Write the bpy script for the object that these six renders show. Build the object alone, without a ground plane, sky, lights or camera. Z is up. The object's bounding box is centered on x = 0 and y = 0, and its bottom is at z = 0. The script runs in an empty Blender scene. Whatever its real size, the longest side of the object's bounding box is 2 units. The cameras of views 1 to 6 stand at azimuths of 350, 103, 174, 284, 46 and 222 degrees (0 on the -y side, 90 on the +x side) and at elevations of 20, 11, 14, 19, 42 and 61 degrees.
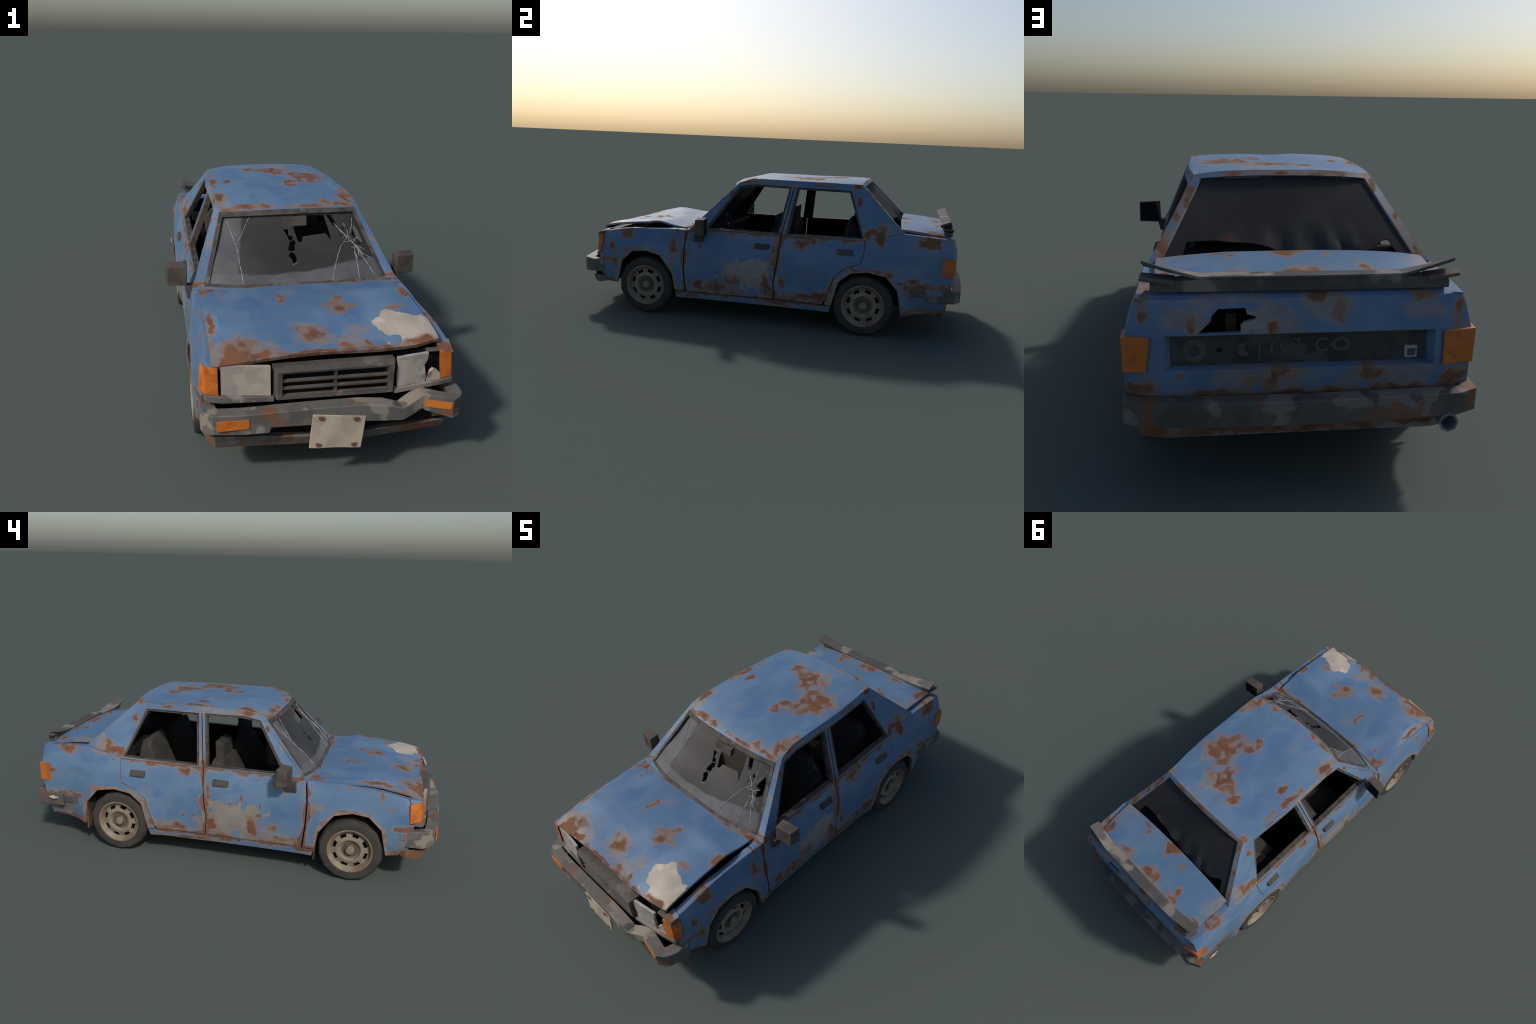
import bpy, bmesh, math, random
from mathutils import Vector, Matrix, noise as mnoise
from mathutils.geometry import delaunay_2d_cdt

random.seed(7)
rnd = random.Random(11)

# ------------------------------------------------------------------ root
root = bpy.data.objects.new("rusty_sedan", None)
bpy.context.scene.collection.objects.link(root)
root["label"] = "old blue four-door sedan, wrecked, dented and rusting"
root["category"] = "car"


# ------------------------------------------------------------------ small helpers
def lerp(a, b, t):
    return a + (b - a) * t


def clamp(t, a=0.0, b=1.0):
    return max(a, min(b, t))


def smooth(a, b, t):
    t = clamp((t - a) / (b - a))
    return t * t * (3 - 2 * t)


def curve(table, t):
    """piecewise linear through (t, value) control points"""
    if t <= table[0][0]:
        return table[0][1]
    for (a, va), (b, vb) in zip(table, table[1:]):
        if t <= b:
            return lerp(va, vb, (t - a) / (b - a))
    return table[-1][1]


def inside(p, poly):
    x, y = p
    c = False
    n = len(poly)
    for i in range(n):
        x1, y1 = poly[i]
        x2, y2 = poly[(i + 1) % n]
        if (y1 > y) != (y2 > y) and x < (x2 - x1) * (y - y1) / (y2 - y1) + x1:
            c = not c
    return c


def edge_dist(p, poly):
    p = Vector(p)
    best = 9
    n = len(poly)
    for i in range(n):
        a = Vector(poly[i])
        d = Vector(poly[(i + 1) % n]) - a
        t = clamp((p - a).dot(d) / max(d.length_squared, 1e-12))
        best = min(best, (p - a - d * t).length)
    return best


def new_mesh(name, verts, faces, mats, parent=root, fmat=None, angle=32, bevel=0.0, kind=None):
    me = bpy.data.meshes.new(name)
    me.from_pydata([tuple(v) for v in verts], [], faces)
    me.update()
    for m in mats if isinstance(mats, (list, tuple)) else [mats]:
        me.materials.append(m)
    if fmat:
        me.polygons.foreach_set("material_index", fmat)
    me.polygons.foreach_set("use_smooth", [True] * len(me.polygons))
    me.set_sharp_from_angle(angle=math.radians(angle))
    ob = bpy.data.objects.new(name, me)
    bpy.context.scene.collection.objects.link(ob)
    ob.parent = parent
    if bevel:
        b = ob.modifiers.new("edge_rounding", "BEVEL")
        b.width = bevel
        b.segments = 2
        b.limit_method = "ANGLE"
        b.angle_limit = math.radians(40)
        b.harden_normals = True
    if kind:
        ob["kind"] = kind
    return ob


def recalc(ob):
    bm = bmesh.new()
    bm.from_mesh(ob.data)
    bmesh.ops.recalc_face_normals(bm, faces=bm.faces)
    bm.to_mesh(ob.data)
    bm.free()
    return ob


def tessellate(outline, holes=(), step=0.045):
    """2D polygon with holes -> (points, triangles), with a loose grid of inner points"""
    pts, edges = [], []
    for poly in [outline, *holes]:
        k = len(pts)
        dense = []
        n = len(poly)
        for i in range(n):
            a, b = Vector(poly[i]), Vector(poly[(i + 1) % n])
            m = max(1, int((b - a).length / (step * 1.2)))
            dense += [a.lerp(b, j / m) for j in range(m)]
        pts += dense
        edges += [(k + i, k + (i + 1) % len(dense)) for i in range(len(dense))]
    x0, x1 = min(p[0] for p in outline), max(p[0] for p in outline)
    y0, y1 = min(p[1] for p in outline), max(p[1] for p in outline)
    nx, ny = max(1, round((x1 - x0) / step)), max(1, round((y1 - y0) / step))
    for i in range(1, nx):
        for j in range(1, ny):
            p = (lerp(x0, x1, i / nx), lerp(y0, y1, j / ny))
            if inside(p, outline) and edge_dist(p, outline) > 0.35 * step:
                if not any(inside(p, h) or edge_dist(p, h) < 0.35 * step for h in holes):
                    pts.append(Vector(p))
    v, _, f, *_ = delaunay_2d_cdt([Vector(p) for p in pts], edges, [], 0, 1e-6)
    tris = []
    for t in f:
        c = sum((Vector(v[i]) for i in t), Vector((0, 0))) / len(t)
        if inside(c, outline) and not any(inside(c, h) for h in holes):
            a, b, d = (Vector(v[i]) for i in t[:3])
            if (b - a).cross(d - a) < 0:
                t = t[::-1]
            tris.append(tuple(t))
    return [tuple(p) for p in v], tris


def sheet(name, outline, place, depth, mats, holes=(), step=0.045, flip=False, parent=root, angle=32, bevel=0.0, kind=None):
    """solid panel: a flat outline laid on the surface place(a, b), thickened by depth(a, b)"""
    pts, tris = tessellate(outline, holes, step)
    n = len(pts)
    verts = [Vector(place(*p)) for p in pts]
    verts += [Vector(place(*p)) + Vector(depth(*p) if callable(depth) else depth) for p in pts]
    count = {}
    for t in tris:
        for a, b in zip(t, t[1:] + t[:1]):
            count[(a, b)] = 1
    faces = [t for t in tris] + [tuple(i + n for i in t[::-1]) for t in tris]
    fm = [0] * len(tris) + [1 if len(mats) > 1 else 0] * len(tris)
    for a, b in count:
        if (b, a) not in count:
            faces.append((b, a, a + n, b + n))
            fm.append(0)
    if flip:
        faces = [f[::-1] for f in faces]
    return new_mesh(name, verts, faces, mats, parent, fm, angle, bevel, kind)


def grid_solid(name, rows, depth, mats, parent=root, angle=40, flip=False, bevel=0.0):
    """solid panel from a grid of points (rows of equal length)"""
    nr, nc = len(rows), len(rows[0])
    top = [Vector(p) for r in rows for p in r]
    bot = [p + Vector(depth(p) if callable(depth) else depth) for p in top]
    n = nr * nc
    faces, fm = [], []
    for i in range(nr - 1):
        for j in range(nc - 1):
            q = (i * nc + j, i * nc + j + 1, (i + 1) * nc + j + 1, (i + 1) * nc + j)
            faces += [q, tuple(k + n for k in q[::-1])]
            fm += [0, 1 if len(mats) > 1 else 0]
    rim = [j for j in range(nc)] + [i * nc + nc - 1 for i in range(1, nr)]
    rim += [(nr - 1) * nc + j for j in range(nc - 2, -1, -1)] + [i * nc for i in range(nr - 2, 0, -1)]
    for a, b in zip(rim, rim[1:] + rim[:1]):
        faces.append((b, a, a + n, b + n))
        fm.append(0)
    if flip:
        faces = [f[::-1] for f in faces]
    return new_mesh(name, top + bot, faces, mats, parent, fm, angle, bevel)


def loft(name, rings, mats, parent=root, angle=32, bevel=0.0, closed=False):
    """skin through rings of equal length, ends capped"""
    n = len(rings[0])
    verts = [p for r in rings for p in r]
    faces = []
    m = len(rings)
    for i in range(m if closed else m - 1):
        for j in range(n):
            a, b = i * n + j, i * n + (j + 1) % n
            k = ((i + 1) % m) * n
            faces.append((a, b, k + (j + 1) % n, k + j))
    if not closed:
        faces += [tuple(range(n))[::-1], tuple((m - 1) * n + j for j in range(n))]
    ob = new_mesh(name, verts, faces, mats, parent, None, angle, bevel)
    return recalc(ob)


def box8(name, low, high, mats, parent=root, bevel=0.0025, angle=32):
    """box from two quads of four corners each"""
    return loft(name, [low, high], mats, parent, angle, bevel)


def box(name, c0, c1, mats, parent=root, bevel=0.0025):
    (x0, y0, z0), (x1, y1, z1) = c0, c1
    return box8(name, [(x0, y0, z0), (x1, y0, z0), (x1, y1, z0), (x0, y1, z0)],
                [(x0, y0, z1), (x1, y0, z1), (x1, y1, z1), (x0, y1, z1)], mats, parent, bevel)


def tube_parts(paths, radius, sides=5):
    """thin round rods along polylines, as one vertex/face list"""
    verts, faces = [], []
    for path in paths:
        path = [Vector(p) for p in path]
        k0 = len(verts)
        for i, p in enumerate(path):
            d = (path[min(i + 1, len(path) - 1)] - path[max(i - 1, 0)]).normalized()
            s = d.cross(Vector((0.3, 0.1, 1))).normalized()
            t = d.cross(s)
            r = radius * (0.55 if i in (0, len(path) - 1) else 1)
            for j in range(sides):
                a = 2 * math.pi * j / sides
                verts.append(p + s * (math.cos(a) * r) + t * (math.sin(a) * r))
        for i in range(len(path) - 1):
            for j in range(sides):
                a, b = k0 + i * sides + j, k0 + i * sides + (j + 1) % sides
                faces.append((a, b, b + sides, a + sides))
        faces.append(tuple(k0 + j for j in range(sides))[::-1])
        faces.append(tuple(k0 + (len(path) - 1) * sides + j for j in range(sides)))
    return verts, faces


def lathe(profile, n, start=0.0, skip=None):
    """profile of (radius, height): revolve about local x; returns verts, faces"""
    verts, faces = [], []
    m = len(profile)
    for i in range(n):
        a = start + 2 * math.pi * i / n
        for r, h in profile:
            verts.append(Vector((h, math.sin(a) * r, -math.cos(a) * r)))
    for i in range(n):
        for j in range(m - 1):
            if skip and skip(i, j):
                continue
            a, b = i * m + j, ((i + 1) % n) * m + j
            faces.append((a, b, b + 1, a + 1))
    return verts, faces


# ------------------------------------------------------------------ materials
def srgb(r, g, b):
    def f(c):
        c /= 255
        return c / 12.92 if c <= 0.04045 else ((c + 0.055) / 1.055) ** 2.4
    return (f(r), f(g), f(b), 1)


class Nodes:
    def __init__(self, name):
        self.mat = bpy.data.materials.new(name)
        self.mat.use_nodes = True
        self.t = self.mat.node_tree
        self.bsdf = self.t.nodes["Principled BSDF"]
        self.coord = self.t.nodes.new("ShaderNodeTexCoord").outputs["Object"]

    def add(self, kind, **kw):
        n = self.t.nodes.new(kind)
        for k, v in kw.items():
            setattr(n, k, v)
        return n

    def put(self, sock, v):
        if isinstance(v, bpy.types.NodeSocket):
            self.t.links.new(v, sock)
        else:
            sock.default_value = v

    def math(self, op, a, b=0.0, c=0.0, clamp=False):
        n = self.add("ShaderNodeMath", operation=op, use_clamp=clamp)
        for s, v in zip(n.inputs, (a, b, c)):
            self.put(s, v)
        return n.outputs[0]

    def vec(self, op, *a, out=0):
        n = self.add("ShaderNodeVectorMath", operation=op)
        for s, v in zip(n.inputs, a):
            self.put(s, v)
        return n.outputs[out]

    def noise(self, scale, detail=4.0, rough=0.55, at=None, out="Fac", dist=0.0):
        n = self.add("ShaderNodeTexNoise")
        n.inputs["Scale"].default_value = scale
        n.inputs["Detail"].default_value = detail
        n.inputs["Roughness"].default_value = rough
        n.inputs["Distortion"].default_value = dist
        self.put(n.inputs["Vector"], at or self.coord)
        return n.outputs[out]

    def cells(self, scale, at):
        n = self.add("ShaderNodeTexVoronoi")
        n.inputs["Scale"].default_value = scale
        self.put(n.inputs["Vector"], at)
        return n.outputs["Distance"]

    def ramp(self, x, a, b):
        n = self.add("ShaderNodeMapRange", interpolation_type="SMOOTHSTEP")
        for s, v in zip(n.inputs, (x, a, b, 0.0, 1.0)):
            self.put(s, v)
        return n.outputs[0]

    def mix(self, f, a, b):
        n = self.add("ShaderNodeMix", data_type="RGBA")
        self.put(n.inputs["Factor"], f)
        self.put(n.inputs["A"], a)
        self.put(n.inputs["B"], b)
        return n.outputs["Result"]

    def nearest(self, spots, at):
        """smallest distance to any of the spots, in units of each spot's radii"""
        best = None
        for c, r in spots:
            s = tuple(0.0 if k is None else 1.0 / k for k in r)
            o = tuple(-a * b for a, b in zip(c, s))
            d = self.vec("LENGTH", self.vec("MULTIPLY_ADD", at, s, o), out="Value")
            best = d if best is None else self.math("MINIMUM", best, d)
        return best

    def path_distance(self, paths, at):
        """distance in the side plane (y, z) to the nearest of some polylines"""
        flat_at = self.vec("MULTIPLY", at, (0, 1, 1))
        best = None
        for path in paths:
            for (y0, z0), (y1, z1) in zip(path, path[1:]):
                ab = Vector((0, y1 - y0, z1 - z0))
                pa = self.vec("SUBTRACT", flat_at, (0, y0, z0))
                h = self.math("MULTIPLY", self.vec("DOT_PRODUCT", pa, tuple(ab / ab.length_squared), out="Value"), 1.0, clamp=True)
                n = self.add("ShaderNodeVectorMath", operation="SCALE")
                n.inputs[0].default_value = tuple(ab)
                self.put(n.inputs["Scale"], h)
                d = self.vec("DISTANCE", pa, n.outputs[0], out="Value")
                best = d if best is None else self.math("MINIMUM", best, d)
        return best

    def finish(self, color, rough=0.6, bump=None, strength=0.2, dist=0.004, spec=0.3):
        self.put(self.bsdf.inputs["Base Color"], color)
        self.put(self.bsdf.inputs["Roughness"], rough)
        self.bsdf.inputs["Specular IOR Level"].default_value = spec
        if bump is not None:
            n = self.add("ShaderNodeBump")
            n.inputs["Strength"].default_value = strength
            n.inputs["Distance"].default_value = dist
            self.put(n.inputs["Height"], bump)
            self.put(self.bsdf.inputs["Normal"], n.outputs[0])
        return self.mat

    def edges(self, radius=0.007, lo=0.02, hi=0.2):
        """worn edges: where a rounded normal leaves the flat one"""
        b = self.add("ShaderNodeBevel", samples=6)
        b.inputs["Radius"].default_value = radius
        g = self.add("ShaderNodeNewGeometry")
        d = self.vec("DOT_PRODUCT", b.outputs[0], g.outputs["Normal"], out="Value")
        return self.ramp(self.math("SUBTRACT", 1.0, d), lo, hi)


BLUE, BLUE_LIGHT, BLUE_DEEP, BLUE_TEAL = srgb(84, 112, 143), srgb(97, 123, 151), srgb(77, 107, 145), srgb(80, 113, 140)
RUST, RUST_DARK, RUST_ORANGE = srgb(119, 80, 58), srgb(100, 68, 52), srgb(142, 104, 78)
WORN, FADE, PRIMER, PRIMER_GREY = srgb(126, 112, 100), srgb(132, 126, 119), srgb(178, 166, 152), srgb(142, 137, 132)


def paint(name, spots=(), primer=(), primer_color=PRIMER, wear=0.5, dull=(), lip=0.009, lips=(), seams=()):
    """flaking blue paint over rust. spots, primer, dull: (centre, radii) blobs in object space.
    Cellular noise bites round bays out of every blob and leaves spikes between the bays."""
    N = Nodes(name)
    warp = N.vec("SUBTRACT", N.noise(16, 3, at=N.coord, out="Color"), (0.5, 0.5, 0.5))
    at = N.vec("MULTIPLY_ADD", warp, (0.030,) * 3, N.coord)
    # broad brushed tones of blue
    broad = N.noise(1.0, 2, at=N.vec("MULTIPLY", at, (5, 3, 6)))
    broad2 = N.noise(1.0, 2, at=N.vec("MULTIPLY_ADD", at, (9, 6, 10), (4.0, 1.0, 2.0)))
    stroke = N.noise(1.0, 3, 0.5, at=N.vec("MULTIPLY_ADD", at, (26, 12, 34), (1.0, 5.0, 3.0)))
    col = N.mix(N.ramp(broad, 0.38, 0.62), BLUE, BLUE_LIGHT)
    col = N.mix(N.math("MULTIPLY", N.ramp(broad2, 0.50, 0.68), 0.8), col, BLUE_DEEP)
    col = N.mix(N.math("MULTIPLY", N.ramp(broad2, 0.46, 0.30), 0.7), col, BLUE_TEAL)
    col = N.mix(N.math("MULTIPLY", N.ramp(stroke, 0.55, 0.72), 0.35), col, srgb(104, 122, 150))
    grain = N.noise(34, 4, 0.6, at=at)
    bays = N.cells(22, at)
    bays2 = N.cells(58, at)
    bays3 = N.cells(15, N.vec("ADD", at, (2.3, 4.1, 1.2)))
    spiky = N.math("ADD", N.math("MULTIPLY_ADD", bays, -2.1, 1.05), N.math("MULTIPLY_ADD", bays2, -0.45, 0.22))
    spiky = N.math("ADD", spiky, N.math("MULTIPLY_ADD", grain, 0.5, -0.25))
    soft = N.math("ADD", N.math("MULTIPLY_ADD", bays3, -1.3, 0.62), N.math("MULTIPLY_ADD", grain, 0.9, -0.45))
    # chalky fading here and there
    chalk = N.noise(8, 4, 0.6, at=at)
    col = N.mix(N.math("MULTIPLY", N.ramp(chalk, 0.58, 0.76), 0.35), col, FADE)
    if dull:
        d = N.math("ADD", N.nearest(dull, at), soft)
        col = N.mix(N.math("MULTIPLY", N.ramp(d, 1.35, 0.7), 0.62), col, N.mix(N.ramp(grain, 0.4, 0.6), FADE, WORN))
    if primer:
        d = N.math("ADD", N.nearest(primer, at), N.math("MULTIPLY", spiky, 0.55))
        pc = N.mix(N.ramp(N.noise(15, 3, at=at), 0.35, 0.65), primer_color, tuple(0.84 * c for c in primer_color[:3]) + (1,))
        pc = N.mix(N.ramp(N.noise(11, 2, at=N.vec("ADD", at, (3, 3, 3))), 0.60, 0.70), pc, tuple(1.16 * c for c in primer_color[:3]) + (1,))
        col = N.mix(N.ramp(d, 1.04, 0.96), col, pc)
    rusty = None
    if spots:
        d0 = N.nearest(spots, at)
        d = N.math("ADD", d0, spiky)
        worn = N.math("ADD", d0, soft)
        col = N.mix(N.math("MULTIPLY", N.ramp(worn, 1.8, 0.75), 0.65), col, WORN)
        col = N.mix(N.math("MULTIPLY", N.ramp(d, 1.55, 1.05), 0.40), col, RUST_ORANGE)
        rusty = N.ramp(d, 1.18, 0.50)
        tone = N.mix(N.ramp(N.noise(20, 3, at=at), 0.35, 0.65), RUST_DARK, RUST)
        tone = N.mix(N.math("MULTIPLY", N.ramp(N.noise(12, 2, at=N.vec("ADD", at, (9, 1, 5))), 0.50, 0.64), 0.7), tone, WORN)
        col = N.mix(rusty, col, tone)
    # bare, rubbed metal round the wheel arches; rust and grime creeping from seams and sill
    if lips:
        d = N.math("MULTIPLY_ADD", N.math("SUBTRACT", N.noise(19, 3, at=at), 0.45), -0.05, N.path_distance(lips, N.coord))
        col = N.mix(N.math("MULTIPLY", N.ramp(d, 0.018, 0.006), 0.85), col, N.mix(N.ramp(grain, 0.40, 0.62), srgb(142, 126, 110), srgb(132, 96, 74)))
    if seams:
        d = N.math("MULTIPLY_ADD", N.math("SUBTRACT", N.noise(13, 3, at=N.vec("ADD", at, (5, 2, 8))), 0.50), -0.09, N.path_distance(seams, N.coord))
        col = N.mix(N.math("MULTIPLY", N.ramp(d, 0.022, 0.010), 0.55), col, FADE)
        col = N.mix(N.math("MULTIPLY", N.ramp(d, 0.012, 0.004), 0.85), col, N.mix(N.ramp(grain, 0.42, 0.60), RUST, RUST_DARK))
    e = N.math("MULTIPLY", N.edges(lip), N.ramp(N.noise(15, 3, at=at), 0.60 - 0.3 * wear, 0.80 - 0.3 * wear))
    col = N.mix(N.math("MULTIPLY", e, 0.8), col, N.mix(N.ramp(grain, 0.44, 0.64), srgb(112, 80, 60), srgb(138, 122, 106)))
    r = 0.55 if rusty is None else N.math("MULTIPLY_ADD", rusty, 0.35, 0.52)
    return N.finish(col, r, grain, 0.10, 0.003, 0.35)


def plain(name, base, dark=None, light=None, scale=18, rough=0.7, rust=0.0, amount=0.5, bump=0.15, wear=0.0, spec=0.25, edge=None):
    """dusty single-colour stuff with darker and lighter blotches, and some rust"""
    N = Nodes(name)
    warp = N.vec("SUBTRACT", N.noise(26, 2, at=N.coord, out="Color"), (0.5, 0.5, 0.5))
    at = N.vec("MULTIPLY_ADD", warp, (0.03,) * 3, N.coord)
    n1 = N.noise(scale, 3, at=at)
    col = base
    if dark:
        col = N.mix(N.ramp(n1, 0.52, 0.42), col, dark)
    if light:
        n2 = N.noise(scale * 0.8, 2, at=N.vec("ADD", at, (3.1, 1.7, 0.4)))
        col = N.mix(N.ramp(n2, 0.60 - 0.1 * amount, 0.66 - 0.1 * amount), col, light)
    if rust:
        n3 = N.noise(scale * 0.7, 4, 0.6, at=N.vec("ADD", at, (7.3, 0.2, 5.1)))
        col = N.mix(N.math("MULTIPLY", N.ramp(n3, 0.70 - 0.3 * rust, 0.76 - 0.3 * rust), 0.85), col, RUST)
    if wear:
        col = N.mix(N.math("MULTIPLY", N.edges(0.006), wear), col, edge or light or FADE)
    return N.finish(col, rough, n1, bump, 0.003, spec)


def flat(y, z, ry, rz):
    return ((0, y, z), (None, ry, rz))


def top(x, y, rx, ry):
    return ((x, y, 0), (rx, ry, None))


def back(x, z, rx, rz):
    return ((x, 0, z), (rx, None, rz))


FRONT_ARCH = [(-.449, .136), (-.464, .224), (-.533, .314), (-.614, .333), (-.687, .325), (-.745, .271), (-.772, .15)]
REAR_ARCH = [(.372, .136), (.402, .26), (.459, .308), (.542, .320), (.630, .306), (.688, .241), (.705, .16), (.712, .117)]
SEAM = [(.080, .138), (.074, .225), (.086, .309), (.094, .40), (.098, .4635)]
ARCH_LIPS = [[(-.449, .10)] + FRONT_ARCH, REAR_ARCH + [(.714, .11)]]
FLANK_SEAMS = [SEAM, [(-.40, .455), (-.407, .352), (-.403, .25), (-.388, .136)], [(-.44, .134), (.33, .134)], [(.325, .137), (.342, .159), (.383, .286)], [(-.39, .459), (.51, .467)], [(.72, .122), (.89, .14)], [(-.835, .145), (-.77, .15)], [(-.89, .28), (-.79, .275)], [(.73, .265), (.92, .268)]]
M_side = {}
M_side[1] = paint("flaked_paint_sunless_flank", [flat(*s) for s in [
    (-.727, .422, .026, .028), (-.804, .347, .011, .014), (-.465, .350, .018, .032), (-.664, .336, .05, .009), (-.785, .27, .013, .035),
    (-.83, .275, .05, .009), (-.448, .447, .006, .016), (-.232, .165, .10, .028), (-.150, .215, .036, .024), (-.314, .185, .018, .016),
    (.036, .21, .03, .04), (.066, .371, .011, .075), (.067, .16, .028, .03), (-.353, .114, .037, .008), (.036, .13, .037, .013),
    (.115, .115, .04, .02), (.213, .443, .046, .024), (.124, .455, .026, .013), (.241, .160, .085, .019), (.319, .165, .03, .037),
    (.115, .229, .011, .034), (.545, .328, .095, .008), (.370, .235, .014, .04), (.590, .500, .026, .034), (.518, .488, .014, .026),
    (.821, .483, .045, .03), (.932, .49, .010, .04), (.762, .287, .03, .018), (.724, .249, .014, .037), (.82, .276, .10, .008),
    (.839, .146, .10, .009), (.648, .310, .025, .012), (-.319, .39, .006, .02), (.3, .466, .2, .004), (-.12, .463, .2, .003), (-.85, .155, .03, .012), (-.885, .408, .022, .012)]],
    [((0, -.055, .256), (None, .125, .072)), ((0, .0, .268), (None, .075, .066)), ((0, -.12, .28), (None, .06, .05))], PRIMER_GREY, 0.8, lip=0.013, lips=ARCH_LIPS, seams=FLANK_SEAMS)
M_side[-1] = paint("flaked_paint_sunny_flank", [flat(*s) for s in [
    (.790, .495, .046, .016), (.872, .383, .010, .006), (.808, .363, .005, .005), (.566, .507, .032, .012), (.367, .462, .018, .010),
    (.181, .450, .032, .022), (.079, .474, .016, .012), (.59, .320, .05, .007), (.777, .277, .055, .006), (.832, .19, .03, .01),
    (.78, .136, .07, .009), (.285, .150, .055, .012), (.195, .160, .036, .012), (.191, .226, .005, .005), (.131, .233, .004, .007),
    (.068, .365, .009, .040), (.050, .205, .020, .026), (-.160, .200, .022, .046), (-.049, .312, .014, .005), (-.097, .331, .004, .014),
    (-.183, .268, .014, .008), (-.185, .317, .004, .012), (-.25, .217, .018, .016), (-.300, .158, .055, .010), (-.001, .148, .05, .007),
    (-.261, .425, .014, .016), (-.306, .396, .010, .010), (.196, .108, .13, .005), (.113, .121, .022, .011), (-.594, .444, .007, .012),
    (-.737, .419, .010, .017), (-.782, .372, .008, .010), (-.61, .338, .075, .004), (-.793, .158, .024, .013), (-.849, .252, .012, .02),
    (-.82, .276, .025, .007), (-.44, .32, .010, .012), (.066, .24, .006, .10), (-.2, .462, .14, .003), (.3, .466, .2, .003)]],
    [((0, -.058, .252), (None, .135, .062)), ((0, .0, .21), (None, .072, .062)), ((0, -.12, .19), (None, .05, .05)), ((0, -.14, .27), (None, .05, .045)), ((0, .02, .285), (None, .045, .04))], srgb(136, 130, 124), 0.8, lip=0.013, lips=ARCH_LIPS, seams=FLANK_SEAMS, dull=
    [flat(*s) for s in [(.103, .20, .035, .05), (.25, .165, .10, .026), (-.26, .16, .10, .04), (-.444, .34, .04, .016), (.45, .30, .05, .03), (.82, .2, .07, .05), (.6, .5, .07, .03), (-.84, .19, .03, .04), (-.42, .12, .04, .03)]])
M_roof = paint("flaked_paint_roof", [top(*s) for s in [
    (.145, .19, .055, .05), (.175, .235, .06, .026), (.115, .195, .022, .085), (.19, .16, .05, .014), (.16, .14, .014, .05), (.075, .10, .030, .018), (.055, .06, .016, .03),
    (.035, .315, .056, .026), (.03, .30, .016, .055), (-.02, .335, .035, .025), (-.085, .37, .022, .026), (.06, .27, .014, .03), (.085, .345, .02, .02),
    (-.204, .154, .014, .018), (-.268, .165, .014, .045), (-.268, -.095, .016, .05), (.266, -.095, .018, .055),
    (.245, -.14, .03, .024), (-.122, -.185, .05, .012), (.08, -.195, .06, .007), (.16, -.17, .02, .022),
    (.255, .46, .016, .012), (-.255, .462, .016, .016), (-.26, .28, .008, .03), (.22, -.175, .05, .010), (-.2, -.18, .06, .010)]], wear=0.55,
    dull=[top(*s) for s in [(.19, .25, .05, .05), (.06, .37, .05, .05), (-.255, -.1, .026, .05), (.255, -.12, .035, .045), (.1, .475, .12, .006)]])
M_frame = paint("flaked_paint_pillars", [flat(*s) for s in [
    (.566, .508, .032, .012), (.59, .505, .022, .03), (.455, .725, .02, .012), (.092, .470, .016, .016), (.52, .482, .014, .02), (-.1, .715, .05, .008),
    (-.37, .465, .014, .010), (.3, .716, .05, .004), (-.19, .655, .006, .012), (.47, .65, .01, .02), (.28, .466, .1, .004)]], wear=0.8,
    dull=[flat(*s) for s in [(.11, .55, .015, .06), (-.27, .59, .012, .03), (.62, .53, .03, .03), (.1, .7, .1, .02)]])
M_backframe = paint("flaked_paint_rear_frame", [((x, y, z), (rx, .05, rz)) for x, y, z, rx, rz in [
    (.275, .53, .68, .012, .03), (.345, .66, .56, .02, .03), (.31, .60, .62, .008, .02), (-.26, .50, .715, .02, .02), (-.315, .60, .62, .010, .03), (-.35, .67, .55, .016, .02), (.0, .49, .735, .05, .006), (.15, .49, .735, .04, .005), (-.14, .49, .735, .06, .006)]], wear=0.7,
    dull=[((x, .58, z), (rx, None, rz)) for x, z, rx, rz in [(.29, .65, .03, .03), (.33, .58, .03, .02), (-.29, .66, .02, .03), (-.33, .59, .02, .04), (.1, .735, .12, .012), (-.12, .735, .14, .012)]])
M_hood = paint("flaked_paint_hood", [top(*s) for s in [
    (.085, -.645, .022, .048), (.07, -.675, .020, .030), (.10, -.660, .045, .013), (.055, -.64, .03, .010), (-.051, -.81, .036, .030), (-.107, -.571, .011, .034), (-.309, -.488, .013, .010),
    (-.31, -.88, .06, .03), (-.27, -.845, .028, .03), (-.22, -.895, .06, .014), (-.35, -.90, .03, .03), (.266, -.704, .022, .014), (.0, -.90, .25, .008),
    (.06, -.885, .03, .016), (.12, -.885, .012, .028), (.30, -.885, .06, .012), (-.37, -.72, .012, .06), (-.35, -.43, .035, .016),
    (-.2, -.43, .06, .006), (.34, -.41, .05, .014), (.2, -.43, .06, .006), (.345, -.6, .012, .03), (-.372, -.44, .012, .03), (-.38, -.83, .008, .04)]],
    [((.285, -.83, 0), (.085, .072, None)), ((.235, -.80, 0), (.05, .065, None)), ((.335, -.85, 0), (.05, .06, None))], PRIMER, 0.5,
    [top(*s) for s in [(.07, -.85, .06, .03), (.11, -.80, .03, .03), (-.05, -.81, .06, .05), (-.28, -.86, .1, .06)]])
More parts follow.
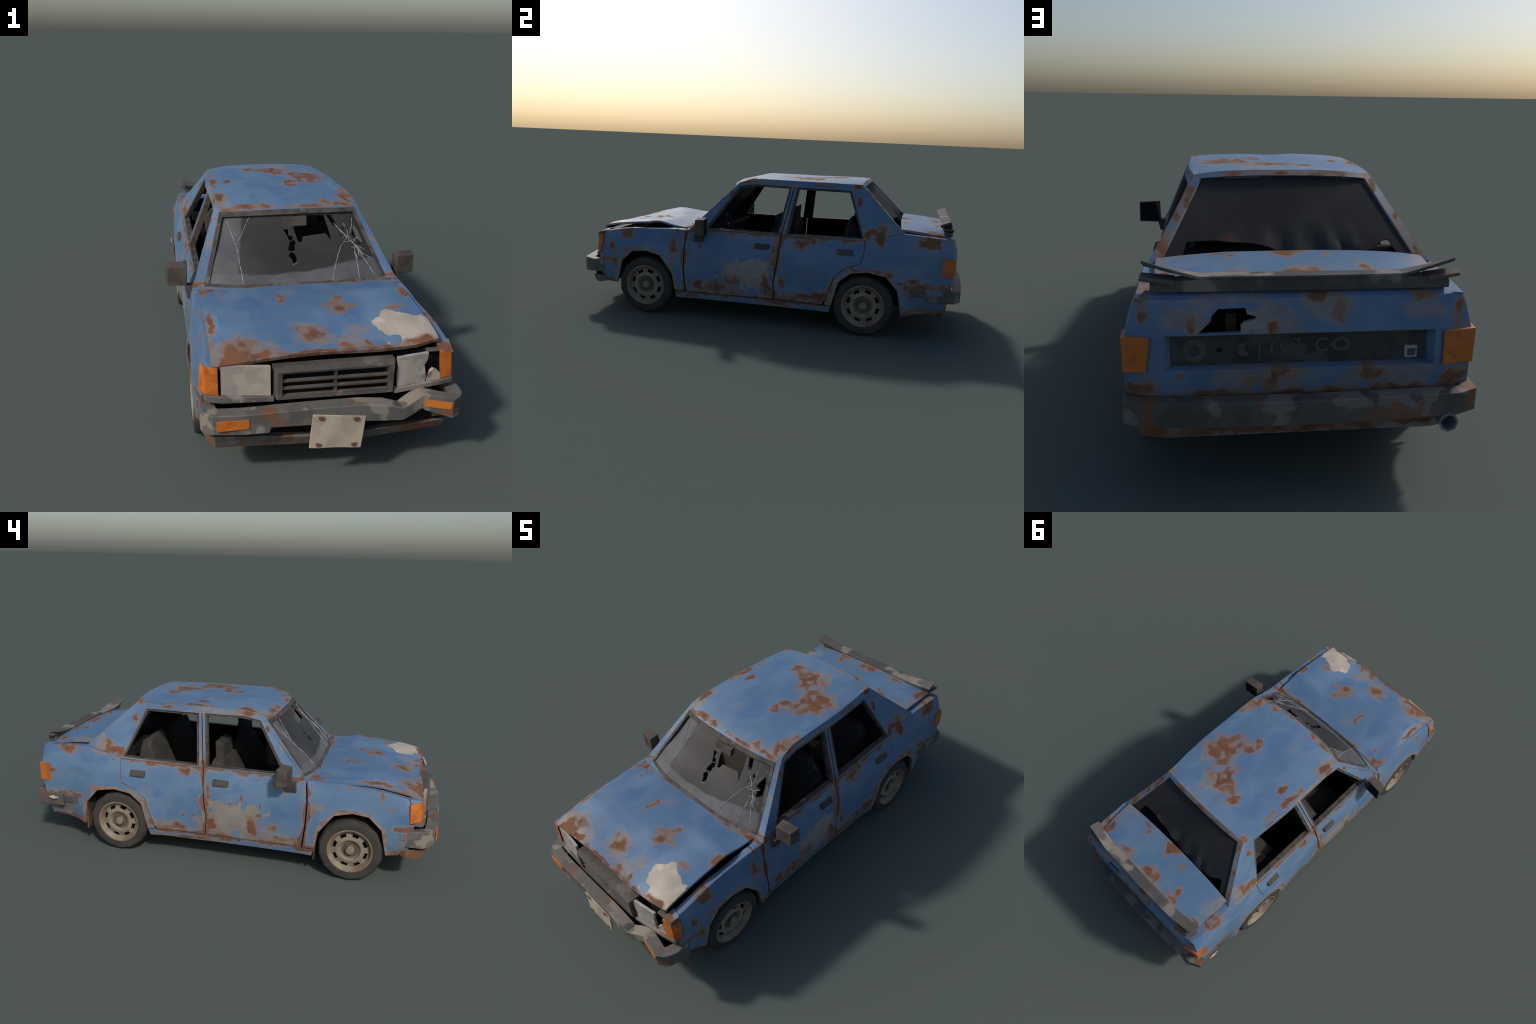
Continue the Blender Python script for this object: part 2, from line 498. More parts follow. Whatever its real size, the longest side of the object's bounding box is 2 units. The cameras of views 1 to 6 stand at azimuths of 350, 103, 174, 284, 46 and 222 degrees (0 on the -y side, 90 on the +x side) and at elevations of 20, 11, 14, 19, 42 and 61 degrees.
M_trunk = paint("flaked_paint_trunk", [top(*s) for s in [
    (-.002, .851, .040, .026), (.002, .69, .03, .018), (.02, .705, .016, .03), (.159, .855, .03, .016), (.19, .70, .022, .009), (.165, .715, .012, .014),
    (-.17, .826, .012, .036), (-.165, .86, .028, .014), (.33, .85, .02, .03), (-.335, .86, .024, .010), (-.09, .72, .008, .018)]], wear=0.65,
    dull=[top(*s) for s in [(.345, .75, .016, .07), (-.345, .73, .016, .06), (0, .875, .25, .012), (.3, .69, .05, .015)]])
M_rear = paint("flaked_paint_tail", [back(*s) for s in [
    (-.035, .500, .028, .017), (-.09, .480, .018, .026), (.050, .315, .030, .020), (.075, .285, .02, .02), (.125, .292, .012, .02), (-.163, .300, .018, .022), (.286, .314, .006, .008),
    (.378, .492, .008, .018), (.378, .459, .007, .012), (.0, .262, .40, .009), (.266, .441, .010, .014), (-.30, .498, .02, .012), (-.38, .46, .012, .03), (.05, .160, .40, .020),
    (.076, .436, .012, .012), (-.38, .29, .03, .02), (.38, .28, .03, .02), (-.2, .16, .2, .008)]],
    [((.115, 0, .452), (.042, None, .030)), ((.262, 0, .436), (.018, None, .018))], srgb(132, 132, 134), 0.5,
    [back(*s) for s in [(.2, .495, .12, .012), (.15, .30, .08, .03), (-.05, .48, .06, .03), (.08, .45, .07, .04), (-.12, .3, .03, .03), (.03, .29, .03, .03), (-.25, .30, .06, .03), (.28, .46, .05, .03), (.0, .21, .4, .02), (-.3, .47, .06, .02)]])
M_inner = plain("dark_inside", srgb(22, 22, 23), srgb(16, 16, 17), None, 14, 0.9)  # base colour pushed near black to carry the shade of cabin and cavities
M_trim = plain("dusty_black_trim", srgb(78, 74, 69), srgb(64, 60, 57), srgb(96, 90, 83), 20, 0.75, wear=0.25)
M_mirror = plain("dusty_mirror_shell", srgb(84, 76, 69), srgb(70, 64, 60), None, 16, 0.75, 0.28)
M_rubber = plain("window_rubber", srgb(82, 74, 66), srgb(62, 58, 55), None, 30, 0.8, 0.22)
M_bumper = plain("scuffed_bumper_metal", srgb(103, 99, 94), srgb(90, 87, 84), srgb(138, 129, 118), 12, 0.6, 0.42, 0.6, wear=0.45, spec=0.35, edge=srgb(140, 126, 110))
M_bumper_rear = plain("grimy_bumper_metal", srgb(86, 84, 82), srgb(76, 75, 74), srgb(112, 108, 104), 12, 0.6, 0.50, 0.6, wear=0.35, edge=srgb(110, 92, 78))
M_grille = plain("grimy_grille_plastic", srgb(86, 80, 74), srgb(76, 71, 67), srgb(104, 98, 92), 11, 0.7, 0.34, 0.35, wear=0.2)
M_tyre = plain("tyre_rubber", srgb(66, 62, 58), srgb(58, 55, 52), None, 9, 0.9)
M_flap = plain("mudflap_rubber", srgb(66, 60, 56), srgb(56, 52, 50), None, 9, 0.9, 0.3)
M_plate = plain("dirty_blank_plate", srgb(180, 166, 148), srgb(171, 157, 140), srgb(186, 174, 158), 14, 0.7)
M_lens = plain("crazed_headlamp_glass", srgb(170, 160, 148), srgb(156, 147, 137), srgb(178, 169, 158), 13, 0.5, 0.05, spec=0.35)
M_orange = plain("orange_lamp_plastic", srgb(194, 108, 40), srgb(176, 92, 36), srgb(202, 118, 46), 18, 0.55, 0.24, spec=0.35, wear=0.7, edge=srgb(104, 66, 40))
M_orange_rear = plain("dull_orange_lamp_plastic", srgb(184, 104, 46), srgb(164, 90, 42), None, 22, 0.5, 0.14, spec=0.4, wear=0.6, edge=srgb(92, 56, 36))
M_chrome = plain("dull_chrome", srgb(190, 184, 176), srgb(150, 145, 140), None, 30, 0.4)
M_steel = plain("exhaust_steel", srgb(138, 138, 140), srgb(112, 112, 114), None, 30, 0.5)
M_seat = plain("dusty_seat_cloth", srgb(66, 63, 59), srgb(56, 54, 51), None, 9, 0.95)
M_seat_far = plain("darker_far_seat", srgb(46, 45, 45), srgb(38, 38, 38), None, 9, 0.95)  # a darker tone than the other seats, used on the +x side
M_dash = plain("dashboard_vinyl", srgb(52, 50, 49), srgb(42, 41, 41), None, 12, 0.8)
M_mark = plain("lettering_ghost", srgb(84, 85, 85), srgb(76, 77, 77), None, 40, 0.8)
M_badge = plain("badge_plastic", srgb(150, 150, 152), srgb(120, 120, 122), None, 40, 0.6)
M_band = plain("tail_band_plastic", srgb(66, 67, 67), srgb(54, 55, 56), srgb(76, 76, 76), 12, 0.7)
M_spoiler = plain("weathered_spoiler", srgb(88, 85, 83), srgb(76, 74, 73), srgb(126, 119, 112), 8, 0.7, 0.20, 0.35, wear=0.2)
M_crack = plain("crack_glint", srgb(186, 186, 190), srgb(132, 132, 137), None, 60, 0.35)


def dusty_glass():
    N = Nodes("dusty_windscreen_glass")
    warp = N.vec("SUBTRACT", N.noise(8, 2, at=N.coord, out="Color"), (0.5, 0.5, 0.5))
    at = N.vec("MULTIPLY_ADD", warp, (0.03,) * 3, N.coord)
    sep = N.add("ShaderNodeSeparateXYZ")
    N.put(sep.inputs[0], at)
    x, z = sep.outputs["X"], sep.outputs["Z"]
    # dust lies in a band along the foot, higher to one side, and down the other edge
    foot = N.math("ADD", N.math("MULTIPLY_ADD", N.ramp(x, 0.0, 0.24), 0.026, 0.4975), 0.0)
    low = N.ramp(N.math("SUBTRACT", z, foot), 0.004, -0.004)
    side = N.ramp(N.math("MULTIPLY_ADD", z, -0.23, N.math("ADD", x, 0.345)), 0.006, -0.006)
    dusty = N.math("MAXIMUM", low, N.math("MULTIPLY", side, 0.75))
    smear = N.noise(12, 4, at=at)
    dust = N.mix(N.ramp(smear, 0.3, 0.7), srgb(80, 80, 83), srgb(94, 94, 97))
    clear = N.mix(N.ramp(N.noise(5, 3, at=at), 0.35, 0.65), srgb(50, 48, 47), srgb(61, 59, 57))
    return N.finish(N.mix(dusty, clear, dust), 0.5, smear, 0.05, 0.002, 0.3)


def dark_pane():
    N = Nodes("blackened_rear_pane")
    n = N.noise(5, 3, at=N.coord)
    col = N.mix(N.ramp(n, 0.4, 0.6), srgb(48, 48, 50), srgb(55, 55, 56))
    stain = N.ramp(N.nearest([((.17, .66, .575), (.035, .05, .02))], N.coord), 1.2, 0.3)
    col = N.mix(N.math("MULTIPLY", stain, 0.6), col, srgb(96, 68, 52))
    return N.finish(col, 0.85, n, 0.05, 0.002, 0.15)


def wheel_metal():
    N = Nodes("dirty_cream_wheel")
    # grime by distance from the axle (local x)
    r = N.vec("LENGTH", N.vec("MULTIPLY", N.coord, (0, 1, 1)), out="Value")
    n = N.noise(30, 4, at=N.coord)
    col = N.mix(N.ramp(n, 0.35, 0.65), srgb(140, 129, 112), srgb(124, 113, 98))
    ring = N.math("ADD", r, N.math("MULTIPLY", N.math("SUBTRACT", n, 0.5), 0.02))
    dirty = N.math("MULTIPLY", N.ramp(ring, 0.047, 0.036), N.ramp(ring, 0.017, 0.024))
    col = N.mix(N.math("MULTIPLY", dirty, 0.85), col, srgb(88, 72, 57))
    rim = N.math("MULTIPLY", N.ramp(ring, 0.076, 0.086), N.ramp(N.noise(9, 3), 0.42, 0.60))
    col = N.mix(N.math("MULTIPLY", rim, 0.55), col, srgb(122, 92, 74))
    return N.finish(col, 0.6, n, 0.15, 0.002, 0.3)


M_glass, M_pane, M_wheel = dusty_glass(), dark_pane(), wheel_metal()

# ------------------------------------------------------------------ flank shape
BELT = [(-.90, .408), (-.88, .411), (-.854, .418), (-.767, .435), (-.729, .443), (-.606, .448), (-.50, .456), (-.40, .456), (-.29, .4615), (.1, .4635), (.5, .4665), (.52, .469), (.70, .5155), (.88, .505), (.945, .500)]
BELT_X = [(-.90, .400), (-.75, .399), (-.606, .396), (-.48, .400), (-.40, .404), (-.28, .392), (.1, .389), (.5, .392), (.7, .391), (.88, .391), (.945, .393)]
LOW_X = [(.09, .410), (.135, .419), (.20, .4255), (.24, .4265), (.30, .4255), (.38, .418)]


def flank(y, z):
    zb, xb = curve(BELT, y), curve(BELT_X, y)
    if z <= .38:
        x = curve(LOW_X, z)
    else:
        x = lerp(.418, xb, clamp((z - .38) / max(zb - .38, .02)))
    if y > .5:
        x += smooth(.5, .66, y) * curve([(.30, 0), (.38, .005), (.427, .014), (.485, .006), (.512, 0)], z)
    tuck = smooth(.72, .80, y) + smooth(-.78, -.83, y)
    x -= tuck * .032 * smooth(.215, .15, z)
    for cy in (-.613, .54):
        r = math.hypot(y - cy, z - .15)
        x += .013 * smooth(.27, .18, r)
    if y > .9:
        x -= .12 * (y - .9)
    if y < -.86:
        x -= .25 * (-.86 - y)
    x += .004 * mnoise.noise(Vector((y * 7, z * 7, 2.0)))
    return x


def cabin(y, z):
    xb = .391 + .009 * smooth(-.28, -.39, y)
    zb = curve([(-.39, .457), (-.29, .4625), (.1, .4635), (.5, .4665), (.52, .469), (.70, .5155)], y)
    return xb - .4 * (z - zb) - .022 * smooth(.2, .48, y) * clamp((z - .46) / .27)


FENDER = [(-.3995, .4545), (-.408, .352), (-.406, .25), (-.394, .136)] + FRONT_ARCH + [(-.835, .143), (-.872, .190), (-.885, .302), (-.866, .308), (-.858, .398), (-.882, .402), (-.885, .411), (-.767, .435), (-.606, .448), (-.5, .4555)]
FRONT_DOOR = [(-.387, .136)] + [(y - .003, z) for y, z in SEAM] + [(-.29, .4615), (-.393, .4565), (-.402, .352), (-.400, .25)]
REAR_DOOR = [(y + .003, z) for y, z in SEAM][::-1] + [(.322, .137), (.338, .16), (.380, .287), (.430, .332), (.500, .358), (.514, .40), (.515, .4665)]
REAR_DOOR = REAR_DOOR[::-1]
QUARTER = [(.3395, .138)] + REAR_ARCH + [(.89, .139), (.908, .141), (.922, .27), (.935, .33), (.936, .415), (.926, .4995), (.88, .505), (.70, .515), (.5175, .469), (.5165, .40), (.5025, .356), (.4325, .330), (.3825, .286), (.3405, .159)]
SILL = [(-.437, .099), (.361, .101), (.370, .133), (-.449, .133)]
CABIN = [(-.386, .4575), (-.29, .4635), (.1, .4650), (.5, .4675), (.521, .4705), (.698, .5165), (.473, .7295), (.2, .731), (-.077, .731), (-.152, .708)]
WIN_F = [(-.302, .467), (.087, .4675), (.121, .701), (-.075, .702), (-.151, .690)]
WIN_F_IN = [(-.286, .470), (.077, .4705), (.110, .691), (-.071, .692), (-.142, .681)]
WIN_R = [(.120, .4685), (.509, .4745), (.424, .697), (.150, .700)]
WIN_R_IN = [(.132, .4715), (.500, .4775), (.416, .687), (.161, .689)]


def side_panel(name, outline, s, mat, parent=root, holes=(), fn=flank, thick=.018, step=.04, lift=0.0, bevel=.0025):
    return sheet(name, outline, lambda y, z: (s * (fn(y, z) + lift), y, z), (-s * thick, 0, 0), [mat, M_inner], holes, step, s < 0, parent, 30, bevel)


for s in (1, -1):
    mat = M_side[s]
    fender = side_panel("fender", FENDER, s, mat)
    quarter = side_panel("quarter_panel", QUARTER, s, mat)
    door_f = side_panel("door", FRONT_DOOR, s, mat)
    door_r = side_panel("door", REAR_DOOR, s, mat)
    side_panel("sill", SILL, s, mat, thick=.03)
    frame = side_panel("window_surround", CABIN, s, M_frame, holes=(WIN_F, WIN_R), fn=cabin, thick=.022)
    for outer, inner in ((WIN_F, WIN_F_IN), (WIN_R, WIN_R_IN)):
        side_panel("window_seal", outer, s, M_rubber, frame, (inner,), cabin, .024, .3, -.004, 0.0)
    # seam between the two doors, up the middle pillar
    seam = [(.0975, .466), (.1015, .466), (.138, .7015), (.134, .7015)]
    side_panel("door_seam", seam, s, M_inner, frame, (), cabin, .004, .3, .0008, 0.0)
    # ledges on top of fender and quarter panel, under hood and boot lid
    rows = []
    for y in (-.89, -.84, -.767, -.70, -.606, -.55, -.48, -.41):
        x, z = flank(y, curve(BELT, y)), curve(BELT, y)
        dent = .010 * math.exp(-((y + .58) / .045) ** 2) if s > 0 else 0
        rows.append([(s * (x - .001), y, z - .0006), (s * (x - .012), y, z + .002 - dent), (s * (x - .032), y, z + .001 - dent), (s * (x - .034), y, z - .012 - dent)])
    grid_solid("fender_ledge", rows, (0, 0, -.006), [mat], fender, 40, s > 0)
    rows = []
    for y in (.690, .72, .78, .86, .93):
        x, z = curve(BELT_X, y), curve(BELT, y)
        z = max(z, .5155) if y < .7 else z
        rows.append([(s * (x - .001), y, z - .0008), (s * (x - .02), y, z + .001), (s * (x - .05), y, z - .004), (s * (x - .051), y, z - .05)])
    grid_solid("boot_ledge", rows, (0, 0, -.006), [mat], quarter, 40, s > 0)
    # handles
    for door, y0, z0 in ((door_f, .006, .403), (door_r, .424, .407)):
        h = box8("door_handle", [(s * (flank(y0, z0 - .012) - .004), y0 - .039, z0 - .014), (s * (flank(y0, z0 - .012) - .004), y0 + .039, z0 - .014), (s * (flank(y0, z0 + .012) - .004), y0 + .039, z0 + .014), (s * (flank(y0, z0 + .012) - .004), y0 - .039, z0 + .014)],
                 [(s * .4265, y0 - .035, z0 - .011), (s * .4265, y0 + .035, z0 - .011), (s * .4225, y0 + .035, z0 + .011), (s * .4225, y0 - .035, z0 + .011)], [M_mirror], door, .002)
    # mirrors: shell, dark inset face, foot
    shell = box8("mirror", [(s * .422, -.334, .447), (s * .497, -.322, .447), (s * .497, -.322, .523), (s * .422, -.334, .525)],
                 [(s * .419, -.282, .440), (s * .504, -.272, .446), (s * .503, -.274, .527), (s * .419, -.284, .530)], [M_mirror], root, .003)
    box8("mirror_glass", [(s * .424, -.2835, .446), (s * .498, -.2745, .451), (s * .498, -.2755, .521), (s * .424, -.2855, .524)],
         [(s * .424, -.2815, .446), (s * .498, -.2725, .451), (s * .498, -.2735, .521), (s * .424, -.2835, .524)], [M_inner], shell, 0)
    box8("mirror_foot", [(s * .398, -.356, .400), (s * .424, -.356, .402), (s * .424, -.304, .402), (s * .398, -.304, .400)],
         [(s * .396, -.352, .444), (s * .432, -.344, .450), (s * .434, -.300, .450), (s * .396, -.300, .444)], [M_mirror], shell, .003)
    # rubbing blocks between bumper and arch
    box("bumper_block", (s * .41, -.853, .233), (s * .4315, -.792, .270), [mat], fender, .003)
    box("bumper_block", (s * .41, .733, .220), (s * .4315, .822, .255), [M_bumper_rear], quarter, .003)
    # mud flaps
    for y, z0, z1, x0 in ((-.446, .074, .23, .30), (.708, .082, .23, .31)):
        box8("mud_flap", [(s * x0, y - .004, z0), (s * .413, y - .004, z0), (s * .413, y + .004, z0), (s * x0, y + .004, z0)],
             [(s * x0, y - .012, z1), (s * .418, y - .012, z1), (s * .418, y - .004, z1), (s * x0, y - .004, z1)], [M_flap], root, .002)
    # pillar faces that turn towards the front and rear glass
    n = 5
    A0, A1, B0, B1 = Vector((.3615, -.383, .4585)), Vector((.278, -.178, .691)), Vector((cabin(-.386, .4575), -.386, .4575)), Vector((cabin(-.152, .708), -.152, .708))
    rows = [[A0.lerp(A1, i / n), B0.lerp(B1, i / n) + Vector((-.0008, -.0008, 0))] for i in range(n + 1)]
    rows = [[(s * p.x, p.y, p.z) for p in r] for r in rows]
    grid_solid("front_pillar", rows, (-s * .006, .010, -.004), [M_frame, M_inner], frame, 30, s < 0)
    A0, A1, B0, B1 = Vector((.343, .677, .536)), Vector((.244, .490, .721)), Vector((cabin(.698, .5165), .698, .5165)), Vector((cabin(.473, .7295), .473, .7295))
    rows = [[A0.lerp(A1, i / n), B0.lerp(B1, i / n) + Vector((-.0008, .0008, 0))] for i in range(n + 1)]
    rows = [[(s * p.x, p.y, p.z) for p in r] for r in rows]
    grid_solid("rear_pillar", rows, (-s * .008, -.010, -.006), [M_backframe, M_inner], frame, 30, s > 0)

# ------------------------------------------------------------------ roof
us = [-1, -.85, -.68, -.35, 0, .35, .68, .85, 1]


def crown(u):
    return 1 - abs(u) ** 3.0


ROOF = [  # y edge, y bow, z edge, crown height, half width
    (-.178, -.030, .6915, .010, .278), (-.152, -.034, .7085, .006, .2925), (-.077, -.012, .7312, .0105, .2845), (.06, 0, .7312, .0105, .2845),
    (.2, 0, .7312, .011, .284), (.34, 0, .731, .015, .277), (.44, .008, .730, .0165, .267), (.473, .013, .7297, .0165, .263)]
rows = []
for y, bow, z, h, w in ROOF:
    r = []
    for u in us:
        k = crown(u)
        zz = z + h * k
        if -.13 < y < .1:
            zz -= .005 * math.exp(-(u / .3) ** 2)
        yy = y + bow * k
        zz += .003 * mnoise.noise(Vector((u * 2.5, yy * 7, 1))) * k
        # crumple near the right rear corner
        zz -= .006 * math.exp(-((u * w - .255) ** 2 + (yy - .435) ** 2) / .0004)
        r.append((u * w, yy, zz))
    rows.append(r)
roof = grid_solid("roof", rows, (0, 0, -.014), [M_roof, M_inner], root, 28, False, .0015)
lip = [[(u * .263, .4735 + .013 * crown(u), .729 + .0165 * crown(u)) for u in us], [(u * .246, .489 + .012 * crown(u), .7205 + .0105 * crown(u)) for u in us]]
grid_solid("rear_roof_lip", lip, (0, -.012, -.006), [M_backframe, M_inner], roof, 30)

# ------------------------------------------------------------------ hood
HX = [-.385, -.345, -.15, 0, .15, .28, .357]
HOOD = [  # y at each station, z at each station
    ((-.403, -.410, -.426, -.428, -.426, -.416, -.403), (.458, .460, .464, .465, .464, .462, .459)),
    ((-.49,) * 7, (.4605, .464, .470, .470, .471, .474, .471)),
    ((-.56,) * 7, (.462, .467, .475, .475, .479, .487, .4865)),
    ((-.62,) * 7, (.462, .474, .479, .475, .473, .482, .479)),
    ((-.68,) * 7, (.463, .479, .478, .474, .471, .479, .4735)),
    ((-.73,) * 7, (.460, .477, .471, .464, .467, .478, .468)),
    ((-.80,) * 7, (.448, .460, .452, .447, .453, .467, .4605)),
    ((-.86,) * 7, (.436, .443, .441, .438, .441, .451, .448)),
    ((-.916, -.913, -.905, -.905, -.907, -.893, -.883), (.413, .417, .431, .433, .428, .427, .439)),
]
rows = []
for a in range(len(HOOD) - 1):
    for i in range(3 if a < len(HOOD) - 2 else 4):
        t = i / 3
        r = []
        for b in range(len(HX) - 1):
            for j in range(3 if b < len(HX) - 2 else 4):
                q = j / 3
                x = lerp(HX[b], HX[b + 1], q)
                (ya, za), (yb, zb) = HOOD[a], HOOD[a + 1]
                y = lerp(lerp(ya[b], ya[b + 1], q), lerp(yb[b], yb[b + 1], q), t)
                z = lerp(lerp(za[b], za[b + 1], q), lerp(zb[b], zb[b + 1], q), t)
                z -= .004 * math.exp(-((x - .215) ** 2 + (y + .60) ** 2) / .0016)
                z -= .004 * math.exp(-((x + .16) ** 2 / .006 + (y + .70) ** 2 / .004))
                z += .0035 * mnoise.noise(Vector((x * 10, y * 10, 4))) * smooth(.0, .06, min(x + .385, .357 - x) + .02)
                r.append((x, y, z))
        rows.append(r)


def hood_edge(p):
    t = .011
    if p.y < -.88:
        t = .014
    return (0, .004 if p.y < -.87 else 0, -t)


hood = grid_solid("hood", rows, hood_edge, [M_hood, M_inner], root, 24, True, .0012)
# cowl strip below the windscreen
rows = []
for u in (-1, -.75, -.4, 0, .4, .75, 1):
    bow = 1 - abs(u) ** 4
    rows.append([(u * .3615, -.380 - .044 * bow, .4595), (u * .385, -.400 - .031 * bow, .4565), (u * .385, -.425 - .025 * bow, .450)])
grid_solid("cowl", rows, (0, 0, -.01), [M_hood, M_inner], root, 40, False)
for s in (1, -1):
    rows = [[(s * .358, -.380, .4598), (s * .402, -.384, .4585)], [(s * .358, -.404, .4575), (s * .4035, -.3975, .4562)]]
    grid_solid("cowl_corner", rows, (0, 0, -.012), [M_hood, M_inner], root, 40, s > 0)

# ------------------------------------------------------------------ engine bay, floor, wheel houses (all dark)
inner = [("engine_bay", (-.345, -.87, .15), (.345, -.42, .388)), ("floor_pan", (-.405, -.44, .108), (.405, .37, .140)),
         ("boot_floor", (-.30, .37, .19), (.30, .86, .30)), ("bulkhead", (-.38, -.425, .13), (.38, -.395, .445)), ("boot_tray", (-.345, .66, .44), (.345, .915, .500)),
         ("parcel_shelf", (-.345, .468, .47), (.345, .685, .512)), ("front_crossmember", (-.37, -.89, .155), (.37, -.85, .30))]
for nm, a, b in inner:
    if nm == "boot_tray":
        a, b = (-.345, .66, .485), (.345, .915, .498)
    box(nm, a, b, [M_inner], root, 0)
for s in (1, -1):
    box("wheel_house", (s * .29, -.79, .14), (s * .31, -.43, .43), [M_inner], root, 0)
    box("wheel_house", (s * .29, .37, .14), (s * .31, .73, .44), [M_inner], root, 0)
    box("wheel_house_roof", (s * .29, -.80, .355), (s * .405, -.43, .365), [M_inner], root, 0)
    box("wheel_house_roof", (s * .29, .37, .345), (s * .405, .73, .355), [M_inner], root, 0)
for y in (-.613, .528):
    v, f = tube_parts([[(-.36, y, .15), (.36, y, .15)]], .018, 8)
    new_mesh("axle", v, f, [M_inner])

# ------------------------------------------------------------------ wheels
tyre_profile = [(.100, -.055), (.118, -.0585), (.140, -.055), (.1485, -.043), (.150, -.02), (.150, .02), (.1485, .030), (.140, .041), (.118, .0435), (.103, .040), (.097, .034)]
tv, tf = lathe(tyre_profile, 14)
rim_profile = [(.1045, .037), (.1045, .0425), (.0985, .0425), (.094, .037), (.0865, .021), (.082, .0215), (.067, .028), (.060, .031), (.050, .031), (.043, .021), (.026, .017), (.021, .018), (.0205, .033), (.017, .037), (.0, .038)]
rv, rf = lathe(rim_profile, 32, math.pi / 32, skip=lambda i, j: j == 5 and i % 4 in (1, 2))
cv, cf = lathe([(.096, -.05), (.096, .006), (.0, .006)], 24)
wheel_meshes = None
for y in (-.613, .528):
    for s in (1, -1):
        if wheel_meshes is None:
            tyre = recalc(new_mesh("wheel", tv, tf, [M_tyre], root, None, 31))
            rim = new_mesh("rim", rv, rf, [M_wheel], tyre, None, 33)
            backing = recalc(new_mesh("dark_backing_disc", cv, cf, [M_inner], tyre, None, 33))  # dark disc that backs the wheel holes
            nuts = []
            nv, nf = [], []
            for k in range(8):
                a = k * math.pi / 4
                v, f = tube_parts([[(.017, math.sin(a) * .031, math.cos(a) * .031), (.0235, math.sin(a) * .031, math.cos(a) * .031)]], .0042, 6)
                nf += [tuple(i + len(nv) for i in q) for q in f]
                nv += v
            nut = recalc(new_mesh("wheel_nut", nv, nf, [M_wheel], tyre, None, 33, kind="stuff"))
            wheel_meshes = [tyre, rim, backing, nut]
            objs = wheel_meshes
        else:
            objs = []
            for o in wheel_meshes:
                c = o.copy()
                bpy.context.scene.collection.objects.link(c)
                objs.append(c)
            for c in objs[1:]:
                c.parent = objs[0]
        objs[0].location = (s * .3905, y, .1495)
        # turned half round for the other side; a slight roll so that no two stand alike
        objs[0].rotation_euler = (0, 0, 0 if s > 0 else math.pi)

# ------------------------------------------------------------------ windscreen
def screen(u, v):
    bow = 1 - abs(clamp(u, -1, 1)) ** 4
    w = lerp(.3605, .277, v)
    return Vector((u * w, lerp(-.380 - .043 * bow, -.1785 - .030 * (1 - u * u), v), lerp(.4585, .6915 + .010 * (1 - u * u), v)))


def screen_normal(u, v):
    a = screen(u + .01, v) - screen(u - .01, v)
    b = screen(u, v + .01) - screen(u, v - .01)
    return a.cross(b).normalized()


HOLES = [
    [(.055, .925), (.035, .74), (.058, .635), (.078, .564), (.122, .578), (.144, .642), (.452, .666), (.507, .56), (.514, .724), (.505, .915)],
    [(-.111, .746), (-.04, .743), (-.045, .662), (-.004, .655), (.018, .615), (-.044, .592), (-.071, .674)],
    [(-.034, .580), (.024, .603), (.039, .55), (.017, .541), (.01, .456), (-.075, .455), (-.063, .513)],
    [(-.041, .446), (0, .414), (.017, .361), (.011, .319), (-.023, .279), (-.039, .301), (-.048, .348), (-.083, .387)],
    [(.905, .774), (.930, .684), (.925, .518), (.849, .472), (.822, .523), (.848, .570), (.880, .585), (.803, .606), (.83, .66)],
    [(.54, .915), (.630, .915), (.646, .802), (.640, .741), (.676, .700), (.652, .695), (.585, .788)],
    [(.702, .749), (.743, .725), (.723, .687), (.705, .699)],
    [(.655, .668), (.668, .596), (.650, .608)],
]
HOLES = [h if sum(a[0] * b[1] - b[0] * a[1] for a, b in zip(h, h[1:] + h[:1])) > 0 else h[::-1] for h in HOLES]
pane_outline = [(-1, 0), (1, 0), (1, 1), (-1, 1)]


def pane_place(u, v):
    p = screen(u, v)
    n = screen_normal(u, v)
    # a sunk, crumpled zone round the big hole and the star of cracks
    p += n * (-.003 - .006 * smooth(.25, .6, v) - .004 * math.exp(-((u - .1) ** 2 / .04 + (v - .55) ** 2 / .06)))
    p += n * (.002 * mnoise.noise(Vector((u * 6, v * 5, 3))))
    return p


